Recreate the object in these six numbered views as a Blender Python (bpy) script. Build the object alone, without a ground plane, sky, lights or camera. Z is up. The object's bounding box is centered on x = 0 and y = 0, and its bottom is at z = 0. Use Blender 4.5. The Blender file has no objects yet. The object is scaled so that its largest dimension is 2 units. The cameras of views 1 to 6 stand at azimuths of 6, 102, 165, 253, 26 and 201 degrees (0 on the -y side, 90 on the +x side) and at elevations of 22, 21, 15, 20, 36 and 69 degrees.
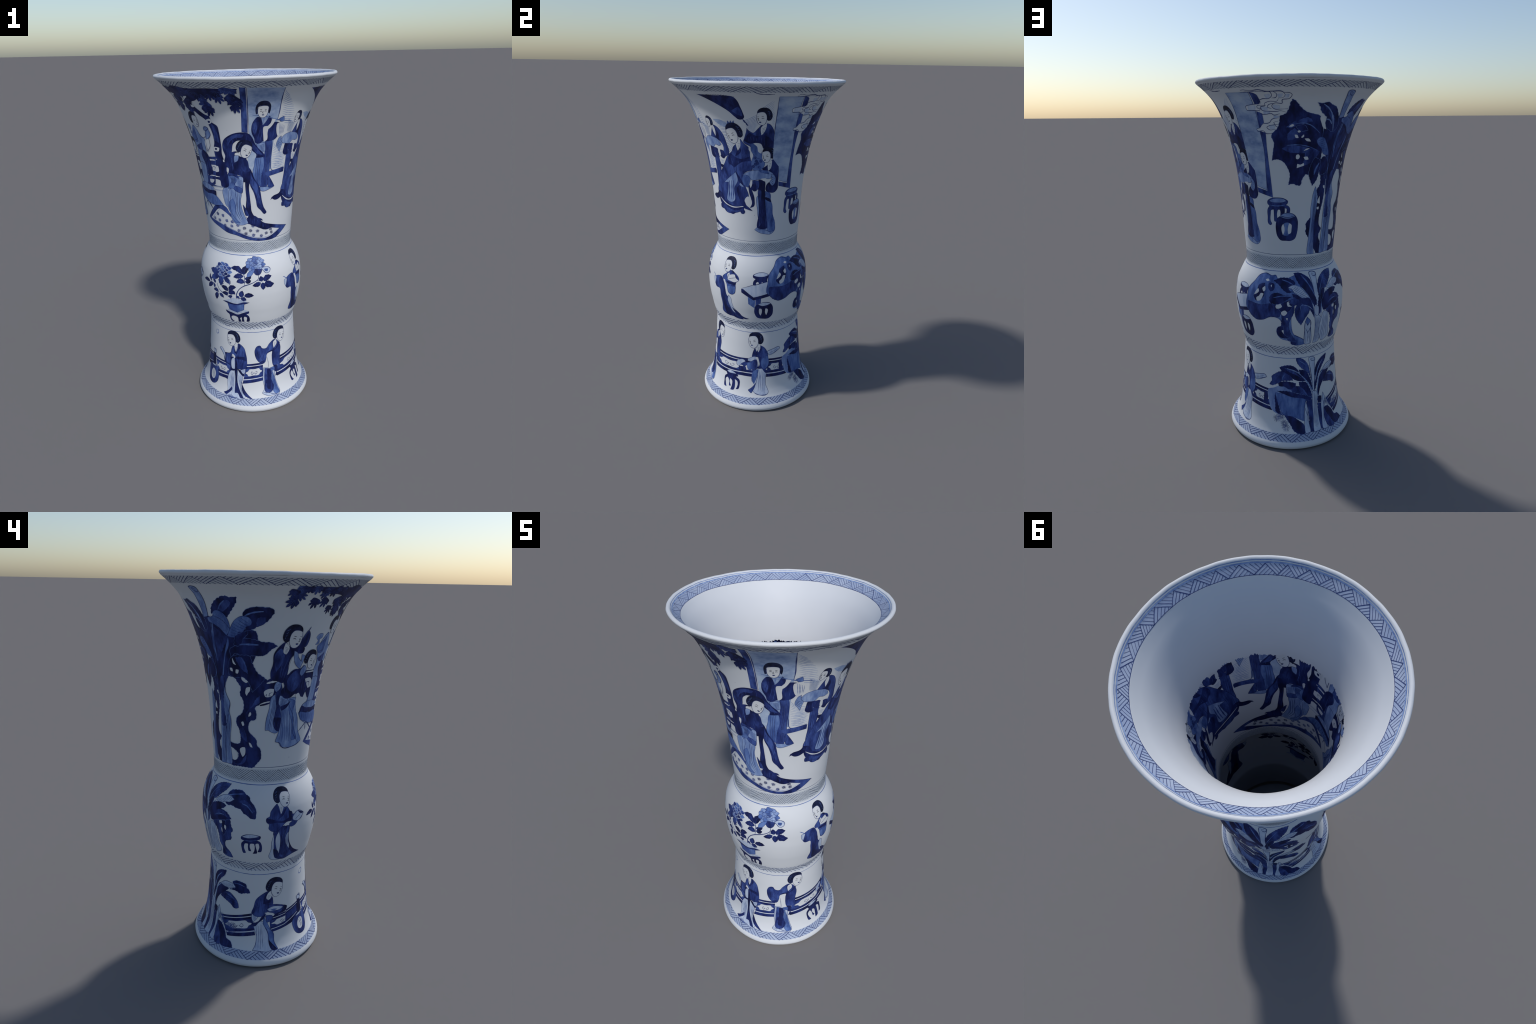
"""Tall trumpet-necked porcelain vase with a swelling belly and a splayed foot,
painted in underglaze blue with ladies in a garden.

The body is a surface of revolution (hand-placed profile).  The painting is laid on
that surface as thin glaze-deep patches: every motif is drawn with brush tools (fill,
line, hatch, blade, head, stool, fence ...) in surface coordinates
(azimuth in degrees, height in centimetres)."""
import bpy, math, random
import numpy as np
from mathutils import Vector
from mathutils.geometry import delaunay_2d_cdt

random.seed(7)
rng = np.random.default_rng(7)

# ------------------------------------------------------------------ body shape
PROFILE = [(.006, .360), (.020, .366), (.035, .361), (.05, .350), (.07, .336), (.10, .318), (.14, .303),
           (.20, .292), (.30, .281), (.40, .273), (.45, .2705), (.49, .268), (.52, .2662), (.545, .2648), (.56, .267),
           (.575, .273), (.60, .2805), (.63, .2875), (.66, .2935), (.70, .3015), (.75, .308), (.80, .311), (.85, .310),
           (.90, .3045), (.93, .297), (.96, .286), (.99, .271), (1.01, .259), (1.025, .251), (1.04, .2475),
           (1.10, .2495), (1.20, .257), (1.30, .2635), (1.40, .272), (1.50, .285), (1.60, .302), (1.70, .327),
           (1.80, .361), (1.85, .382), (1.90, .411), (1.94, .447), (1.965, .474), (1.98, .492), (1.99, .4965)]


def monotone_curve(knots, xs):
    """Monotone cubic through the profile knots."""
    k = np.array(knots)
    x, y = k[:, 0], k[:, 1]
    h = np.diff(x)
    d = np.diff(y) / h
    m = np.zeros_like(y)
    for i in range(1, len(x) - 1):
        if d[i - 1] * d[i] > 0:
            a, b = 2 * h[i] + h[i - 1], h[i] + 2 * h[i - 1]
            m[i] = (a + b) / (a / d[i - 1] + b / d[i])
    m[0], m[-1] = d[0], d[-1]
    i = np.clip(np.searchsorted(x, xs) - 1, 0, len(h) - 1)
    t = (xs - x[i]) / h[i]
    return ((2 * t**3 - 3 * t**2 + 1) * y[i] + (t**3 - 2 * t**2 + t) * h[i] * m[i]
            + (3 * t**2 - 2 * t**3) * y[i + 1] + (t**3 - t**2) * h[i] * m[i + 1])


Z_TABLE = np.linspace(0, 2, 4001)
R_TABLE = monotone_curve(PROFILE, np.clip(Z_TABLE, .006, 1.99))
SLOPE_TABLE = np.gradient(R_TABLE, Z_TABLE)
SLOPE_TABLE = np.convolve(np.pad(SLOPE_TABLE, 12, mode="edge"), np.ones(25) / 25, "valid")


def radius(z):
    return np.interp(z, Z_TABLE, R_TABLE)


def axis(z):
    """The thrown body leans a little: its axis shifts towards the foot."""
    t = 1 - np.asarray(z) / 2
    bow = np.interp(z, [0, .5, 1.0, 1.4, 2.0], [0, 1, .8, .4, 0])
    return .0035 * t + .0028 * bow, .0125 * t + .0018 * bow


def ripple(az, z):
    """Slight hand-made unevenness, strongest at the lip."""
    a = np.radians(az)
    lip = np.clip((np.asarray(z) - 1.9) / .09, 0, 1)
    return (.0004 * np.sin(5 * a + 9 * z) + .0003 * np.sin(9 * a - 14 * z + 1)
            + lip * (.0003 * np.sin(13 * a) + .0002 * np.sin(29 * a + 2) + .00015 * np.sin(47 * a + 1)))


def lip_tilt(az, z):
    """The mouth is not quite level: lowest at the left front."""
    t = np.clip((np.asarray(z) - 1.84) / .13, 0, 1)
    return t * t * (3 - 2 * t) * (.0008 - .0022 * np.cos(np.radians(np.asarray(az) - 330)))


def on_body(az, z, lift=0.):
    """Point and unit normal on the outside of the body."""
    az, z = np.asarray(az, float), np.asarray(z, float)
    a = np.radians(az)
    r = radius(z) + ripple(az, z)
    s = np.interp(z, Z_TABLE, SLOPE_TABLE)
    n = 1 / np.sqrt(1 + s * s)
    cx, cy = axis(z)
    rr = r + lift * n
    p = np.stack([cx + rr * np.sin(a), cy - rr * np.cos(a), z - lift * s * n + lip_tilt(az, z)], -1)
    return p, np.stack([n * np.sin(a), -n * np.cos(a), -s * n], -1)


# inner face of the lip and of the throat: (height, radius)
LIP_TURN = [(.4915, 1.9795), (.4955, 1.984), (.4965, 1.9895), (.493, 1.995), (.487, 1.997), (.4805, 1.9945),
            (.474, 1.9865), (.464, 1.976), (.450, 1.9655), (.437, 1.955)]
THROAT = [(.437, 1.955), (.419, 1.931), (.401, 1.907), (.384, 1.880), (.365, 1.844), (.3465, 1.804), (.3275, 1.754), (.311, 1.704), (.302, 1.668)]

# ------------------------------------------------------------------ materials
def glaze(name, tones, scale, stretch=(1, 1, 1), rough=.48, contrast=.16):
    """Glazed porcelain colour: tones blended by a brushy noise."""
    m = bpy.data.materials.new(name)
    m.use_nodes = True
    nt = m.node_tree
    bsdf = nt.nodes["Principled BSDF"]
    co = nt.nodes.new("ShaderNodeTexCoord")
    mp = nt.nodes.new("ShaderNodeMapping")
    mp.inputs["Scale"].default_value = stretch
    nz = nt.nodes.new("ShaderNodeTexNoise")
    nz.inputs["Scale"].default_value = scale
    nz.inputs["Detail"].default_value = 5
    nz.inputs["Roughness"].default_value = .6
    ramp = nt.nodes.new("ShaderNodeValToRGB")
    e = ramp.color_ramp.elements
    lo, hi = .5 - contrast, .5 + contrast
    e[0].position, e[1].position = lo, hi
    e[0].color, e[1].color = (*tones[0], 1), (*tones[-1], 1)
    for i, t in enumerate(tones[1:-1], 1):
        x = e.new(lo + (hi - lo) * i / (len(tones) - 1))
        x.color = (*t, 1)
    nt.links.new(co.outputs["Object"], mp.inputs["Vector"])
    nt.links.new(mp.outputs["Vector"], nz.inputs["Vector"])
    nt.links.new(nz.outputs["Fac"], ramp.inputs["Fac"])
    nt.links.new(ramp.outputs["Color"], bsdf.inputs["Base Color"])
    bsdf.inputs["Roughness"].default_value = rough
    bsdf.inputs["Specular IOR Level"].default_value = .14
    return m


WHITE = [(.53, .56, .60), (.575, .60, .64)]
MATERIALS = {
    "white": glaze("white_glaze", WHITE, 2.2, contrast=.3),
    "pale": glaze("faint_blue_wash", [(.30, .37, .53), (.38, .45, .59), (.46, .52, .63)], 30, (1.5, 1.5, .35)),
    "haze": glaze("pale_blue_wash", [(.10, .16, .36), (.17, .25, .46), (.27, .36, .56)], 26, (1.5, 1.5, .35)),
    "mist": glaze("misty_blue_wash", [(.10, .16, .36), (.15, .22, .43), (.22, .30, .50)], 16, (1.5, 1.5, .5)),
    "screen": glaze("clouded_blue_wash", [(.13, .20, .38), (.27, .35, .52), (.37, .45, .58)], 9, (1, 1, 1.8)),
    "wash": glaze("middle_blue_wash", [(.035, .07, .23), (.075, .135, .35), (.13, .21, .44)], 22, (1.5, 1.5, .45)),
    "cobalt": glaze("cobalt_blue", [(.010, .017, .085), (.024, .044, .18), (.05, .09, .29)], 15, (1.5, 1.5, .6), contrast=.14),
    "navy": glaze("dark_cobalt", [(.006, .009, .042), (.010, .016, .085), (.018, .033, .15)], 15, (1.4, 1.4, .6), contrast=.14),
    "ink": glaze("outline_blue", [(.020, .032, .12), (.045, .065, .19)], 40),
    "hair": glaze("black_blue", [(.005, .007, .022), (.013, .019, .065)], 40),
    "tint": glaze("grey_blue_tint", [(.41, .455, .515), (.47, .51, .56)], 12),
    "faint_tint": glaze("faint_grey_tint", [(.45, .50, .58), (.50, .545, .61)], 12),
    "lip_tint": glaze("lip_blue_tint", [(.27, .335, .49), (.35, .41, .54)], 12),
    "grey_line": glaze("grey_blue_line", [(.055, .08, .165), (.14, .18, .27)], 18),
    "biscuit": glaze("unglazed_footring", [(.42, .40, .37), (.50, .48, .44)], 30, rough=.8),
}

# ------------------------------------------------------------------ the thing and its parts
vase = bpy.data.objects.new("porcelain_vase", None)
vase["label"] = "tall blue and white porcelain trumpet vase with painted ladies"
vase["category"] = "vase"
bpy.context.scene.collection.objects.link(vase)


def make_object(name, verts, normals, faces, slots, face_mat, parent):
    me = bpy.data.meshes.new(name)
    me.from_pydata([tuple(v) for v in verts], [], faces)
    for s in slots:
        me.materials.append(MATERIALS[s])
    if len(slots) > 1:
        me.polygons.foreach_set("material_index", np.array(face_mat, np.int32))
    me.polygons.foreach_set("use_smooth", np.ones(len(me.polygons), bool))
    if normals is not None:
        me.normals_split_custom_set_from_vertices([tuple(n) for n in normals])
    me.update()
    ob = bpy.data.objects.new(name, me)
    ob.parent = parent
    bpy.context.scene.collection.objects.link(ob)
    return ob


SEGMENTS = 480
AZ = np.arange(SEGMENTS) * 360 / SEGMENTS


def rings_to_mesh(rings):
    """Closed rings (points, normals) joined by quads."""
    v = np.concatenate([p for p, _ in rings])
    n = np.concatenate([q for _, q in rings])
    faces = []
    for k in range(len(rings) - 1):
        a, b = k * SEGMENTS, (k + 1) * SEGMENTS
        faces += [(a + i, a + (i + 1) % SEGMENTS, b + (i + 1) % SEGMENTS, b + i) for i in range(SEGMENTS)]
    return v, n, faces


WALL = .0015


def body_part(name, z0, z1, top_inside=None):
    zs = np.linspace(z0, z1, max(8, int((z1 - z0) / .003)))
    rings = [on_body(AZ, np.full(SEGMENTS, z)) for z in zs]
    z_in = zs[::-1] if top_inside is None else np.linspace(top_inside, z0, 120)
    inner = []
    for z in z_in:
        p, n = on_body(AZ, np.full(SEGMENTS, z), -WALL)
        inner.append((p, -n))
    v, n, f = rings_to_mesh(rings)
    v2, n2, f2 = rings_to_mesh(inner)
    f += [tuple(i + len(v) for i in q) for q in f2]
    return make_object(name, np.concatenate([v, v2]), np.concatenate([n, n2]), f, ["white"], None, vase)


def revolve(name, outline, slot, parent, wobble=True, ragged=0.):
    """Surface of revolution from (radius, height) points; the last ring may be torn."""
    pts = np.array(outline, float)
    t = np.linspace(0, len(pts) - 1, (len(pts) - 1) * 6 + 1)
    i = np.clip(t.astype(int), 0, len(pts) - 2)
    u = (t - i)[:, None]
    ext = np.vstack([2 * pts[0] - pts[1], pts, 2 * pts[-1] - pts[-2]])
    p0, p1, p2, p3 = ext[i], ext[i + 1], ext[i + 2], ext[i + 3]
    c = .5 * (2 * p1 + (p2 - p0) * u + (2 * p0 - 5 * p1 + 4 * p2 - p3) * u**2 + (3 * p1 - p0 - 3 * p2 + p3) * u**3)
    tan = np.gradient(c, axis=0)
    tan /= np.linalg.norm(tan, axis=1)[:, None] + 1e-12
    rings = []
    a = np.radians(AZ)
    tear = ragged * (np.array([random.uniform(-1, 1) for _ in AZ]) * .55 + .6 * np.sin(23 * a) * np.sin(7 * a + 1))
    for k, (r, z) in enumerate(c):
        rr = r + (ripple(AZ, z) if wobble else 0)
        zz = np.full(SEGMENTS, z) + (ripple(AZ, z) if wobble else 0)
        zz = zz + lip_tilt(AZ, z)
        if ragged:
            w = max(0, (k - len(c) + 8) / 7)
            zz = zz + (tear + .004 + .014 * np.cos(a - math.radians(205))) * w
            rr = rr + .3 * tear * w
        cx, cy = axis(z)
        nr, nz = tan[k][1], -tan[k][0]
        rings.append((np.stack([cx + rr * np.sin(a), cy - rr * np.cos(a), zz], -1),
                      np.stack([nr * np.sin(a), -nr * np.cos(a), np.full(SEGMENTS, nz)], -1)))
    v, n, f = rings_to_mesh(rings)
    return make_object(name, v, n, f, [slot], None, parent)


foot = body_part("foot", .006, .53)
bulb = body_part("bulb", .53, 1.03)
neck = body_part("neck", 1.03, 1.9795, top_inside=1.73)
lip = revolve("lip", LIP_TURN, "white", vase)
throat = revolve("throat_lining", THROAT, "white", vase, ragged=.008)
foot_ring = revolve("foot_ring", [(.3600, .006), (.353, .001), (.340, .0), (.326, .0015), (.318, .010), (.312, .03)], "biscuit", vase, wobble=False)
floor = revolve("vase_floor", [(.318, .034), (.20, .036), (.08, .036), (.0005, .036)], "white", vase, wobble=False)

# ------------------------------------------------------------------ brushwork
STEP = .0052            # mesh size of a painted patch
COAT = .00005          # every coat of paint lies this much above the one below
S = .3                 # metres per radian in the flat drawing plane
_top = np.zeros((1440, 820), np.int16)   # number of coats already laid, per cell of the surface


def smooth_path(pts, closed):
    """Hermite path through the points; gentle bends are rounded, sharp corners stay sharp."""
    p = np.array(pts, float)
    n = len(p)
    if n < 3 and not closed:
        t = np.linspace(0, 1, max(3, int(np.linalg.norm(p[-1] - p[0]) / .005)))[:, None]
        return p[0] + (p[-1] - p[0]) * t
    prev, nxt = np.roll(p, 1, 0), np.roll(p, -1, 0)
    if not closed:
        prev[0], nxt[-1] = 2 * p[0] - p[1], 2 * p[-1] - p[-2]
    d0, d1 = p - prev, nxt - p
    l0, l1 = np.linalg.norm(d0, axis=1) + 1e-9, np.linalg.norm(d1, axis=1) + 1e-9
    u0, u1 = d0 / l0[:, None], d1 / l1[:, None]
    cos = (u0 * u1).sum(1)
    tang = u0 * l1[:, None] + u1 * l0[:, None]
    tang /= np.linalg.norm(tang, axis=1)[:, None] + 1e-9
    tang *= np.clip((cos + .35) / .8, 0, 1)[:, None]
    out = []
    for i in range(n if closed else n - 1):
        j = (i + 1) % n
        l = l1[i]
        k = max(2, int(l / .0045))
        t = (np.arange(k) / k)[:, None]
        out.append((2 * t**3 - 3 * t**2 + 1) * p[i] + (t**3 - 2 * t**2 + t) * l * tang[i]
                   + (3 * t**2 - 2 * t**3) * p[j] + (t**3 - t**2) * l * tang[j])
    if not closed:
        out.append(p[-1:])
    return np.concatenate(out)


def torn(path, amount):
    """Uneven leaf or rock edge."""
    d = np.cumsum(np.r_[0, np.linalg.norm(np.diff(path, axis=0), axis=1)])
    t = np.roll(path, -1, 0) - np.roll(path, 1, 0)
    t /= np.linalg.norm(t, axis=1)[:, None] + 1e-9
    ph = path[0, 0] * 90
    w = amount * (np.sin(d * 330 + ph) * .5 + np.sin(d * 610 + 2 * ph) * .35 + np.abs(np.sin(d * 170 + ph)) * .8 - .4)
    return path + np.stack([-t[:, 1], t[:, 0]], 1) * w[:, None]


def straight_path(pts):
    p = np.array(pts, float)
    out = []
    for i in range(len(p)):
        b, c = p[i], p[(i + 1) % len(p)]
        k = max(2, int(np.linalg.norm(c - b) / .006))
        out.append(b + (c - b) * (np.arange(k) / k)[:, None])
    return np.concatenate(out)


def inside(poly, q):
    x, y = q[:, 0][:, None], q[:, 1][:, None]
    x0, y0 = poly[:, 0], poly[:, 1]
    x1, y1 = np.roll(x0, -1), np.roll(y0, -1)
    with np.errstate(divide="ignore", invalid="ignore"):
        cross = ((y0 > y) != (y1 > y)) & (x < (x1 - x0) * (y - y0) / (y1 - y0) + x0)
    return cross.sum(1) % 2 == 1


def cells(q):
    az = np.degrees(q[:, 0] / S) % 360
    return (az * 4).astype(int) % 1440, np.clip((q[:, 1] * 400).astype(int), 0, 819)


def to_plane(pts):
    a = np.array(pts, float)
    return np.stack([np.radians(a[:, 0]) * S, a[:, 1] / 100], 1)


class Motif:
    """One painted subject; its pieces are patches that follow the body."""
    all = []

    def __init__(self, name, part, soft=False, show_through=True, leafy=False, edges=True):
        self.name, self.part, self.soft, self.leafy, self.edges = name, part, soft, leafy, edges
        self.show_through = show_through and part is not foot
        self.v, self.n, self.f, self.m, self.slots, self.count = [], [], [], [], [], 0
        Motif.all.append(self)

    # -- geometry
    def _put(self, q, faces, col, layer):
        if col not in self.slots:
            self.slots.append(col)
        k = self.slots.index(col)
        lift = COAT * layer
        sides = [(lift, 1)]
        if self.show_through and q[:, 1].min() > .6:
            sides.append((-WALL - lift, -1))
        for d, sign in sides:
            if sign < 0:
                faces = [f for f in faces if max(q[i, 1] for i in f) < 1.715]
                if not faces:
                    continue
            p, n = on_body(np.degrees(q[:, 0] / S), q[:, 1], d)
            self.v.append(p)
            self.n.append(n * sign)
            self.f += [tuple(i + self.count for i in (f if sign > 0 else f[::-1])) for f in faces]
            self.m += [k] * len(faces)
            self.count += len(q)

    def _patch(self, path, col):
        lo, hi = path.min(0) - STEP, path.max(0) + STEP
        gx, gy = np.meshgrid(np.arange(lo[0], hi[0], STEP), np.arange(lo[1], hi[1], STEP))
        g = np.stack([gx.ravel(), gy.ravel()], 1)
        g = g[inside(path, g)]
        if len(g):
            d = np.min(np.hypot(g[:, None, 0] - path[None, :, 0], g[:, None, 1] - path[None, :, 1]), 1)
            g = g[d > STEP * .45]
        cx, cy = np.meshgrid(np.arange(lo[0], hi[0], .0013), np.arange(lo[1], hi[1], .0025))
        c = np.stack([cx.ravel(), cy.ravel()], 1)
        c = np.concatenate([c[inside(path, c)], path])
        ia, iz = cells(c)
        layer = int(_top[ia, iz].max()) + 1
        _top[ia, iz] = layer
        co = [Vector(x) for x in np.concatenate([path, g])]
        vs, _, fs, *_ = delaunay_2d_cdt(co, [], [list(range(len(path)))], 1, 1e-6)
        if fs:
            q = np.array([tuple(x) for x in vs])
            self._put(q, [list(f) for f in fs], col, layer)

    def _ribbons(self, paths, width, col, taper=True, proud=1):
        every = np.concatenate(paths)
        ia, iz = cells(every)
        layer = int(_top[ia, iz].max()) + proud
        _top[ia, iz] = np.maximum(_top[ia, iz], layer)
        for path in paths:
            t = np.gradient(path, axis=0)
            # true lengths: the drawing plane is stretched by radius / S around the body
            k = radius(path[:, 1]) / S
            t = t * np.stack([k, np.ones_like(k)], 1)
            t /= np.linalg.norm(t, axis=1)[:, None] + 1e-12
            u = np.linspace(0, 1, len(path))
            w = width / 2 * (np.clip(.45 + 2.2 * np.minimum(u, 1 - u), 0, 1) if taper else 1) * (1 + .15 * np.sin(17 * u + 40 * path[0, 1]))
            off = np.stack([-t[:, 1] / k, t[:, 0]], 1) * np.reshape(w, (-1, 1))
            n = len(path)
            q = np.concatenate([path - off, path + off])
            self._put(q, [(i, i + 1, n + i + 1, n + i) for i in range(n - 1)], col, layer)

    # -- brush tools
    def fill(self, col, pts, sharp=False):
        if self.soft:
            if col == "wash":
                return
            col = "screen" if col == "haze" else col
        p = to_plane(pts)
        path = straight_path(p) if sharp else smooth_path(p, True)
        if self.leafy and col in ("navy", "cobalt") and not sharp:
            path = torn(path, .0016)
        if col == "haze" and (self.part is not neck or not self.edges):
            col = "pale"
        self._patch(path, col)
        edge = {"haze": ("ink", .0019), "pale": ("ink", .0022), "wash": ("cobalt", .0018), "cobalt": ("navy", .0018)}.get(col)
        if self.leafy and col == "navy":
            edge = ("wash", .0013)
        if edge and self.edges and not sharp and not self.soft and np.ptp(path, 0).min() > .012:
            self._ribbons([np.concatenate([path, path[:1]])], edge[1], edge[0], False)
        if ("lady" in self.name or "server" in self.name or "bearer" in self.name) and col in ("cobalt", "navy") and not sharp:
            self._folds(path, {"cobalt": "navy", "navy": "cobalt"}[col])

    def _folds(self, path, col):
        """Brushed fold lines down a robe."""
        x0, x1 = path[:, 0].min(), path[:, 0].max()
        n = int((x1 - x0) / .013)
        paths = []
        for i in range(n):
            x = x0 + (x1 - x0) * (i + random.uniform(.3, .8)) / n
            y = np.arange(path[:, 1].min(), path[:, 1].max(), .004)
            lean = random.uniform(-.25, .25)
            q = np.stack([x + lean * (y - y.mean()) + .003 * np.sin(y * 40 + i), y], 1)
            ok = inside(path, q)
            if ok.sum() < 8:
                continue
            k = np.flatnonzero(ok)
            run = max(np.split(k, np.flatnonzero(np.diff(k) > 1) + 1), key=len)
            if len(run) < 8:
                continue
            a = int(len(run) * random.uniform(.1, .35))
            b = int(len(run) * random.uniform(.7, .92))
            if b - a > 4:
                paths.append(q[run[a:b]])
        if paths:
            self._ribbons(paths, .0017, col)

    def line(self, mm, pts, col="ink"):
        self._ribbons([smooth_path(to_plane(pts), False)], mm * .0015, col)

    def hatch(self, n, mm, a, b, col="ink"):
        """n strokes from edge a to edge b."""
        pa, pb = smooth_path(to_plane(a), False), smooth_path(to_plane(b), False)
        paths = []
        for i in range(n):
            t = (i + .5) / n
            p0 = np.array([np.interp(t, np.linspace(0, 1, len(pa)), pa[:, j]) for j in (0, 1)])
            p1 = np.array([np.interp(t, np.linspace(0, 1, len(pb)), pb[:, j]) for j in (0, 1)])
            sag = np.array([0, -.06 * np.linalg.norm(p1 - p0)])
            m = max(3, int(np.linalg.norm(p1 - p0) / .006))
            u = np.linspace(random.uniform(0, .06), 1 - random.uniform(0, .12), m)[:, None]
            paths.append(p0 + (p1 - p0) * u + sag * (4 * u * (1 - u)))
        if self.soft and col == "wash":
            col = "haze"
        self._ribbons(paths, mm * .0012, col)

    # -- shapes drawn in a local frame (centimetres on the surface, x to the right)
    def _local(self, az, z, pts, size, turn=0., mirror=1):
        a = math.radians(turn)
        out = []
        for x, y in pts:
            x, y = x * mirror, y
            u, w = x * math.cos(a) - y * math.sin(a), x * math.sin(a) + y * math.cos(a)
            zz = z + w * size
            s = float(np.interp(z / 100, Z_TABLE, SLOPE_TABLE))
            zz = z + w * size / math.sqrt(1 + s * s)
            out.append((az + math.degrees(u * size / 100 / float(radius(zz / 100))), zz))
        return out

    def head(self, az, z, size, facing, turn=0):
        """A lady's head: hair dressed back into a bun, pale face, small features."""
        L = lambda pts, mir=1: self._local(az, z, pts, size, turn, mir)
        k = -1 if facing == "R" else 1
        if facing == "F":
            hair = [(-.50, -.25), (-.56, .10), (-.50, .50), (-.28, .74), (.02, .80), (.30, .74), (.52, .50), (.56, .10), (.48, -.22), (.36, -.1), (.36, .3), (-.36, .3), (-.36, -.15)]
            face = [(-.36, .36), (-.39, .05), (-.34, -.25), (-.16, -.46), (.02, -.51), (.2, -.44), (.34, -.22), (.38, .06), (.35, .36), (0, .43)]
            marks = [[(-.24, .12), (-.08, .14)], [(.10, .14), (.26, .13)], [(-.23, -.01), (-.15, .015), (-.07, -.01)], [(.10, -.01), (.18, .015), (.25, -.01)],
                     [(.01, .02), (-.03, -.14), (.05, -.15)], [(-.08, -.28), (.01, -.26), (.10, -.28)]]
            mouth = (0.01, -.29)
            self.fill("hair", L(hair))
            self._patch(smooth_path(to_plane(L(face)), True), "white")
            self._ribbons([smooth_path(to_plane(L(face + face[:1])), False)], .0021, "ink", False)
        else:
            hair = [(-.40, .36), (-.36, .56), (-.20, .72), (.04, .78), (.32, .74), (.54, .56), (.66, .26), (.64, -.02), (.52, -.18), (.38, -.22), (.26, -.12), (.24, .15), (.12, .44), (-.10, .46), (-.30, .42)]
            face = [(-.38, .40), (-.44, .15), (-.43, -.12), (-.36, -.34), (-.18, -.50), (.02, -.50), (.20, -.30), (.27, .02), (.22, .30), (.10, .44), (-.10, .47), (-.28, .44)]
            marks = [[(-.40, .12), (-.30, .14)], [(-.10, .12), (.07, .15)], [(-.40, -.01), (-.33, .01), (-.28, -.01)], [(-.10, -.02), (-.01, .015), (.09, -.01)],
                     [(-.29, .04), (-.34, -.13), (-.25, -.16)], [(-.30, -.27), (-.21, -.25), (-.12, -.28)]]
            mouth = (-.21, -.29)
            self.fill("hair", L(hair, k))
            self._patch(smooth_path(to_plane(L(face, k)), True), "white")
            self._ribbons([smooth_path(to_plane(L(face + face[:1], k)), False)], .0021, "ink", False)
            comb = [[(.36 + .05 * i, .52 - .16 * i), (.44 + .03 * i, .44 - .16 * i), (.52, .40 - .14 * i)] for i in range(4)]
            self._ribbons([smooth_path(to_plane(L(c, k)), False) for c in comb], .0016, "wash")
        self._ribbons([smooth_path(to_plane(L(s, k)), False) for s in marks], .0027, "hair")
        mx, my = mouth
        self._patch(smooth_path(to_plane(L([(mx - .08, my), (mx, my + .035), (mx + .08, my), (mx, my - .05)], k)), True), "cobalt")

    def floret(self, az, z, r):
        if r > .9:      # tuft of needles or grass
            paths = []
            for i in range(17):
                a = i / 17 * 2 * math.pi + random.uniform(-.1, .1)
                q = r * random.uniform(.8, 1.05)
                paths.append(smooth_path(to_plane(self._local(az, z, [(.15 * math.cos(a), .15 * math.sin(a)), (math.cos(a), math.sin(a))], q)), False))
            self._ribbons(paths, .0022, "cobalt")
        else:
            n, ph = 7, random.uniform(0, 6)
            pts = [((.8 + .3 * (i % 2)) * math.cos(ph + i * math.pi / n), (.8 + .3 * (i % 2)) * math.sin(ph + i * math.pi / n)) for i in range(2 * n)]
            self._patch(smooth_path(to_plane(self._local(az, z, pts, r * 1.25)), True), "cobalt")

    def lobed_leaf(self, az, z, size):
        """Maple-like leaf with five lobes hanging down, pale veins."""
        turn = random.uniform(-50, 50)
        size *= 1.7
        lobes = [(-150, .75), (-120, 1.0), (-90, 1.12), (-60, 1.0), (-30, .75)]
        pts = [(-.12, .45), (-.55, .35)]
        veins = []
        for i, (d, q) in enumerate(lobes):
            a = math.radians(d)
            c, s = math.cos(a), math.sin(a)
            pts += [(q * .8 * c + .14 * s, q * .8 * s - .14 * c + .3), (q * c, q * s + .3), (q * .8 * c - .14 * s, q * .8 * s + .14 * c + .3)]
            veins.append([(0, .25), (.5 * q * c, .5 * q * s + .27), (.85 * q * c, .85 * q * s + .3)])
            if i < 4:
                b = math.radians(d + 15)
                pts.append((.58 * math.cos(b), .58 * math.sin(b) + .3))
        pts += [(.55, .35), (.12, .45)]
        dark = random.random() < .6
        self._patch(smooth_path(to_plane(self._local(az, z, pts, size, turn)), True), "navy" if dark else "cobalt")
        self._ribbons([smooth_path(to_plane(self._local(az, z, v, size, turn)), False) for v in veins], .0014, "cobalt" if dark else "navy")

    def blade(self, width, spine, col="navy", vein=1, wobble=.1):
        """Leaf along a spine: widest a third of the way, pointed tip."""
        c = smooth_path(to_plane(spine), False)
        t = np.gradient(c, axis=0)
        k = radius(c[:, 1]) / S
        t = t * np.stack([k, np.ones_like(k)], 1)
        t /= np.linalg.norm(t, axis=1)[:, None] + 1e-12
        u = np.linspace(0, 1, len(c))
        w = width / 200 * np.sin(math.pi * np.clip(u, .02, .985) ** .85) ** .75 * (1 + wobble * np.sin(23 * u + width))
        off = np.stack([-t[:, 1] / k, t[:, 0]], 1) * w[:, None]
        self._patch(np.concatenate([c - off, (c + off)[::-1]]), col)
        self._ribbons([c[: max(3, int(len(c) * .75))]], .0016, "cobalt" if col == "navy" else "navy")

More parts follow.
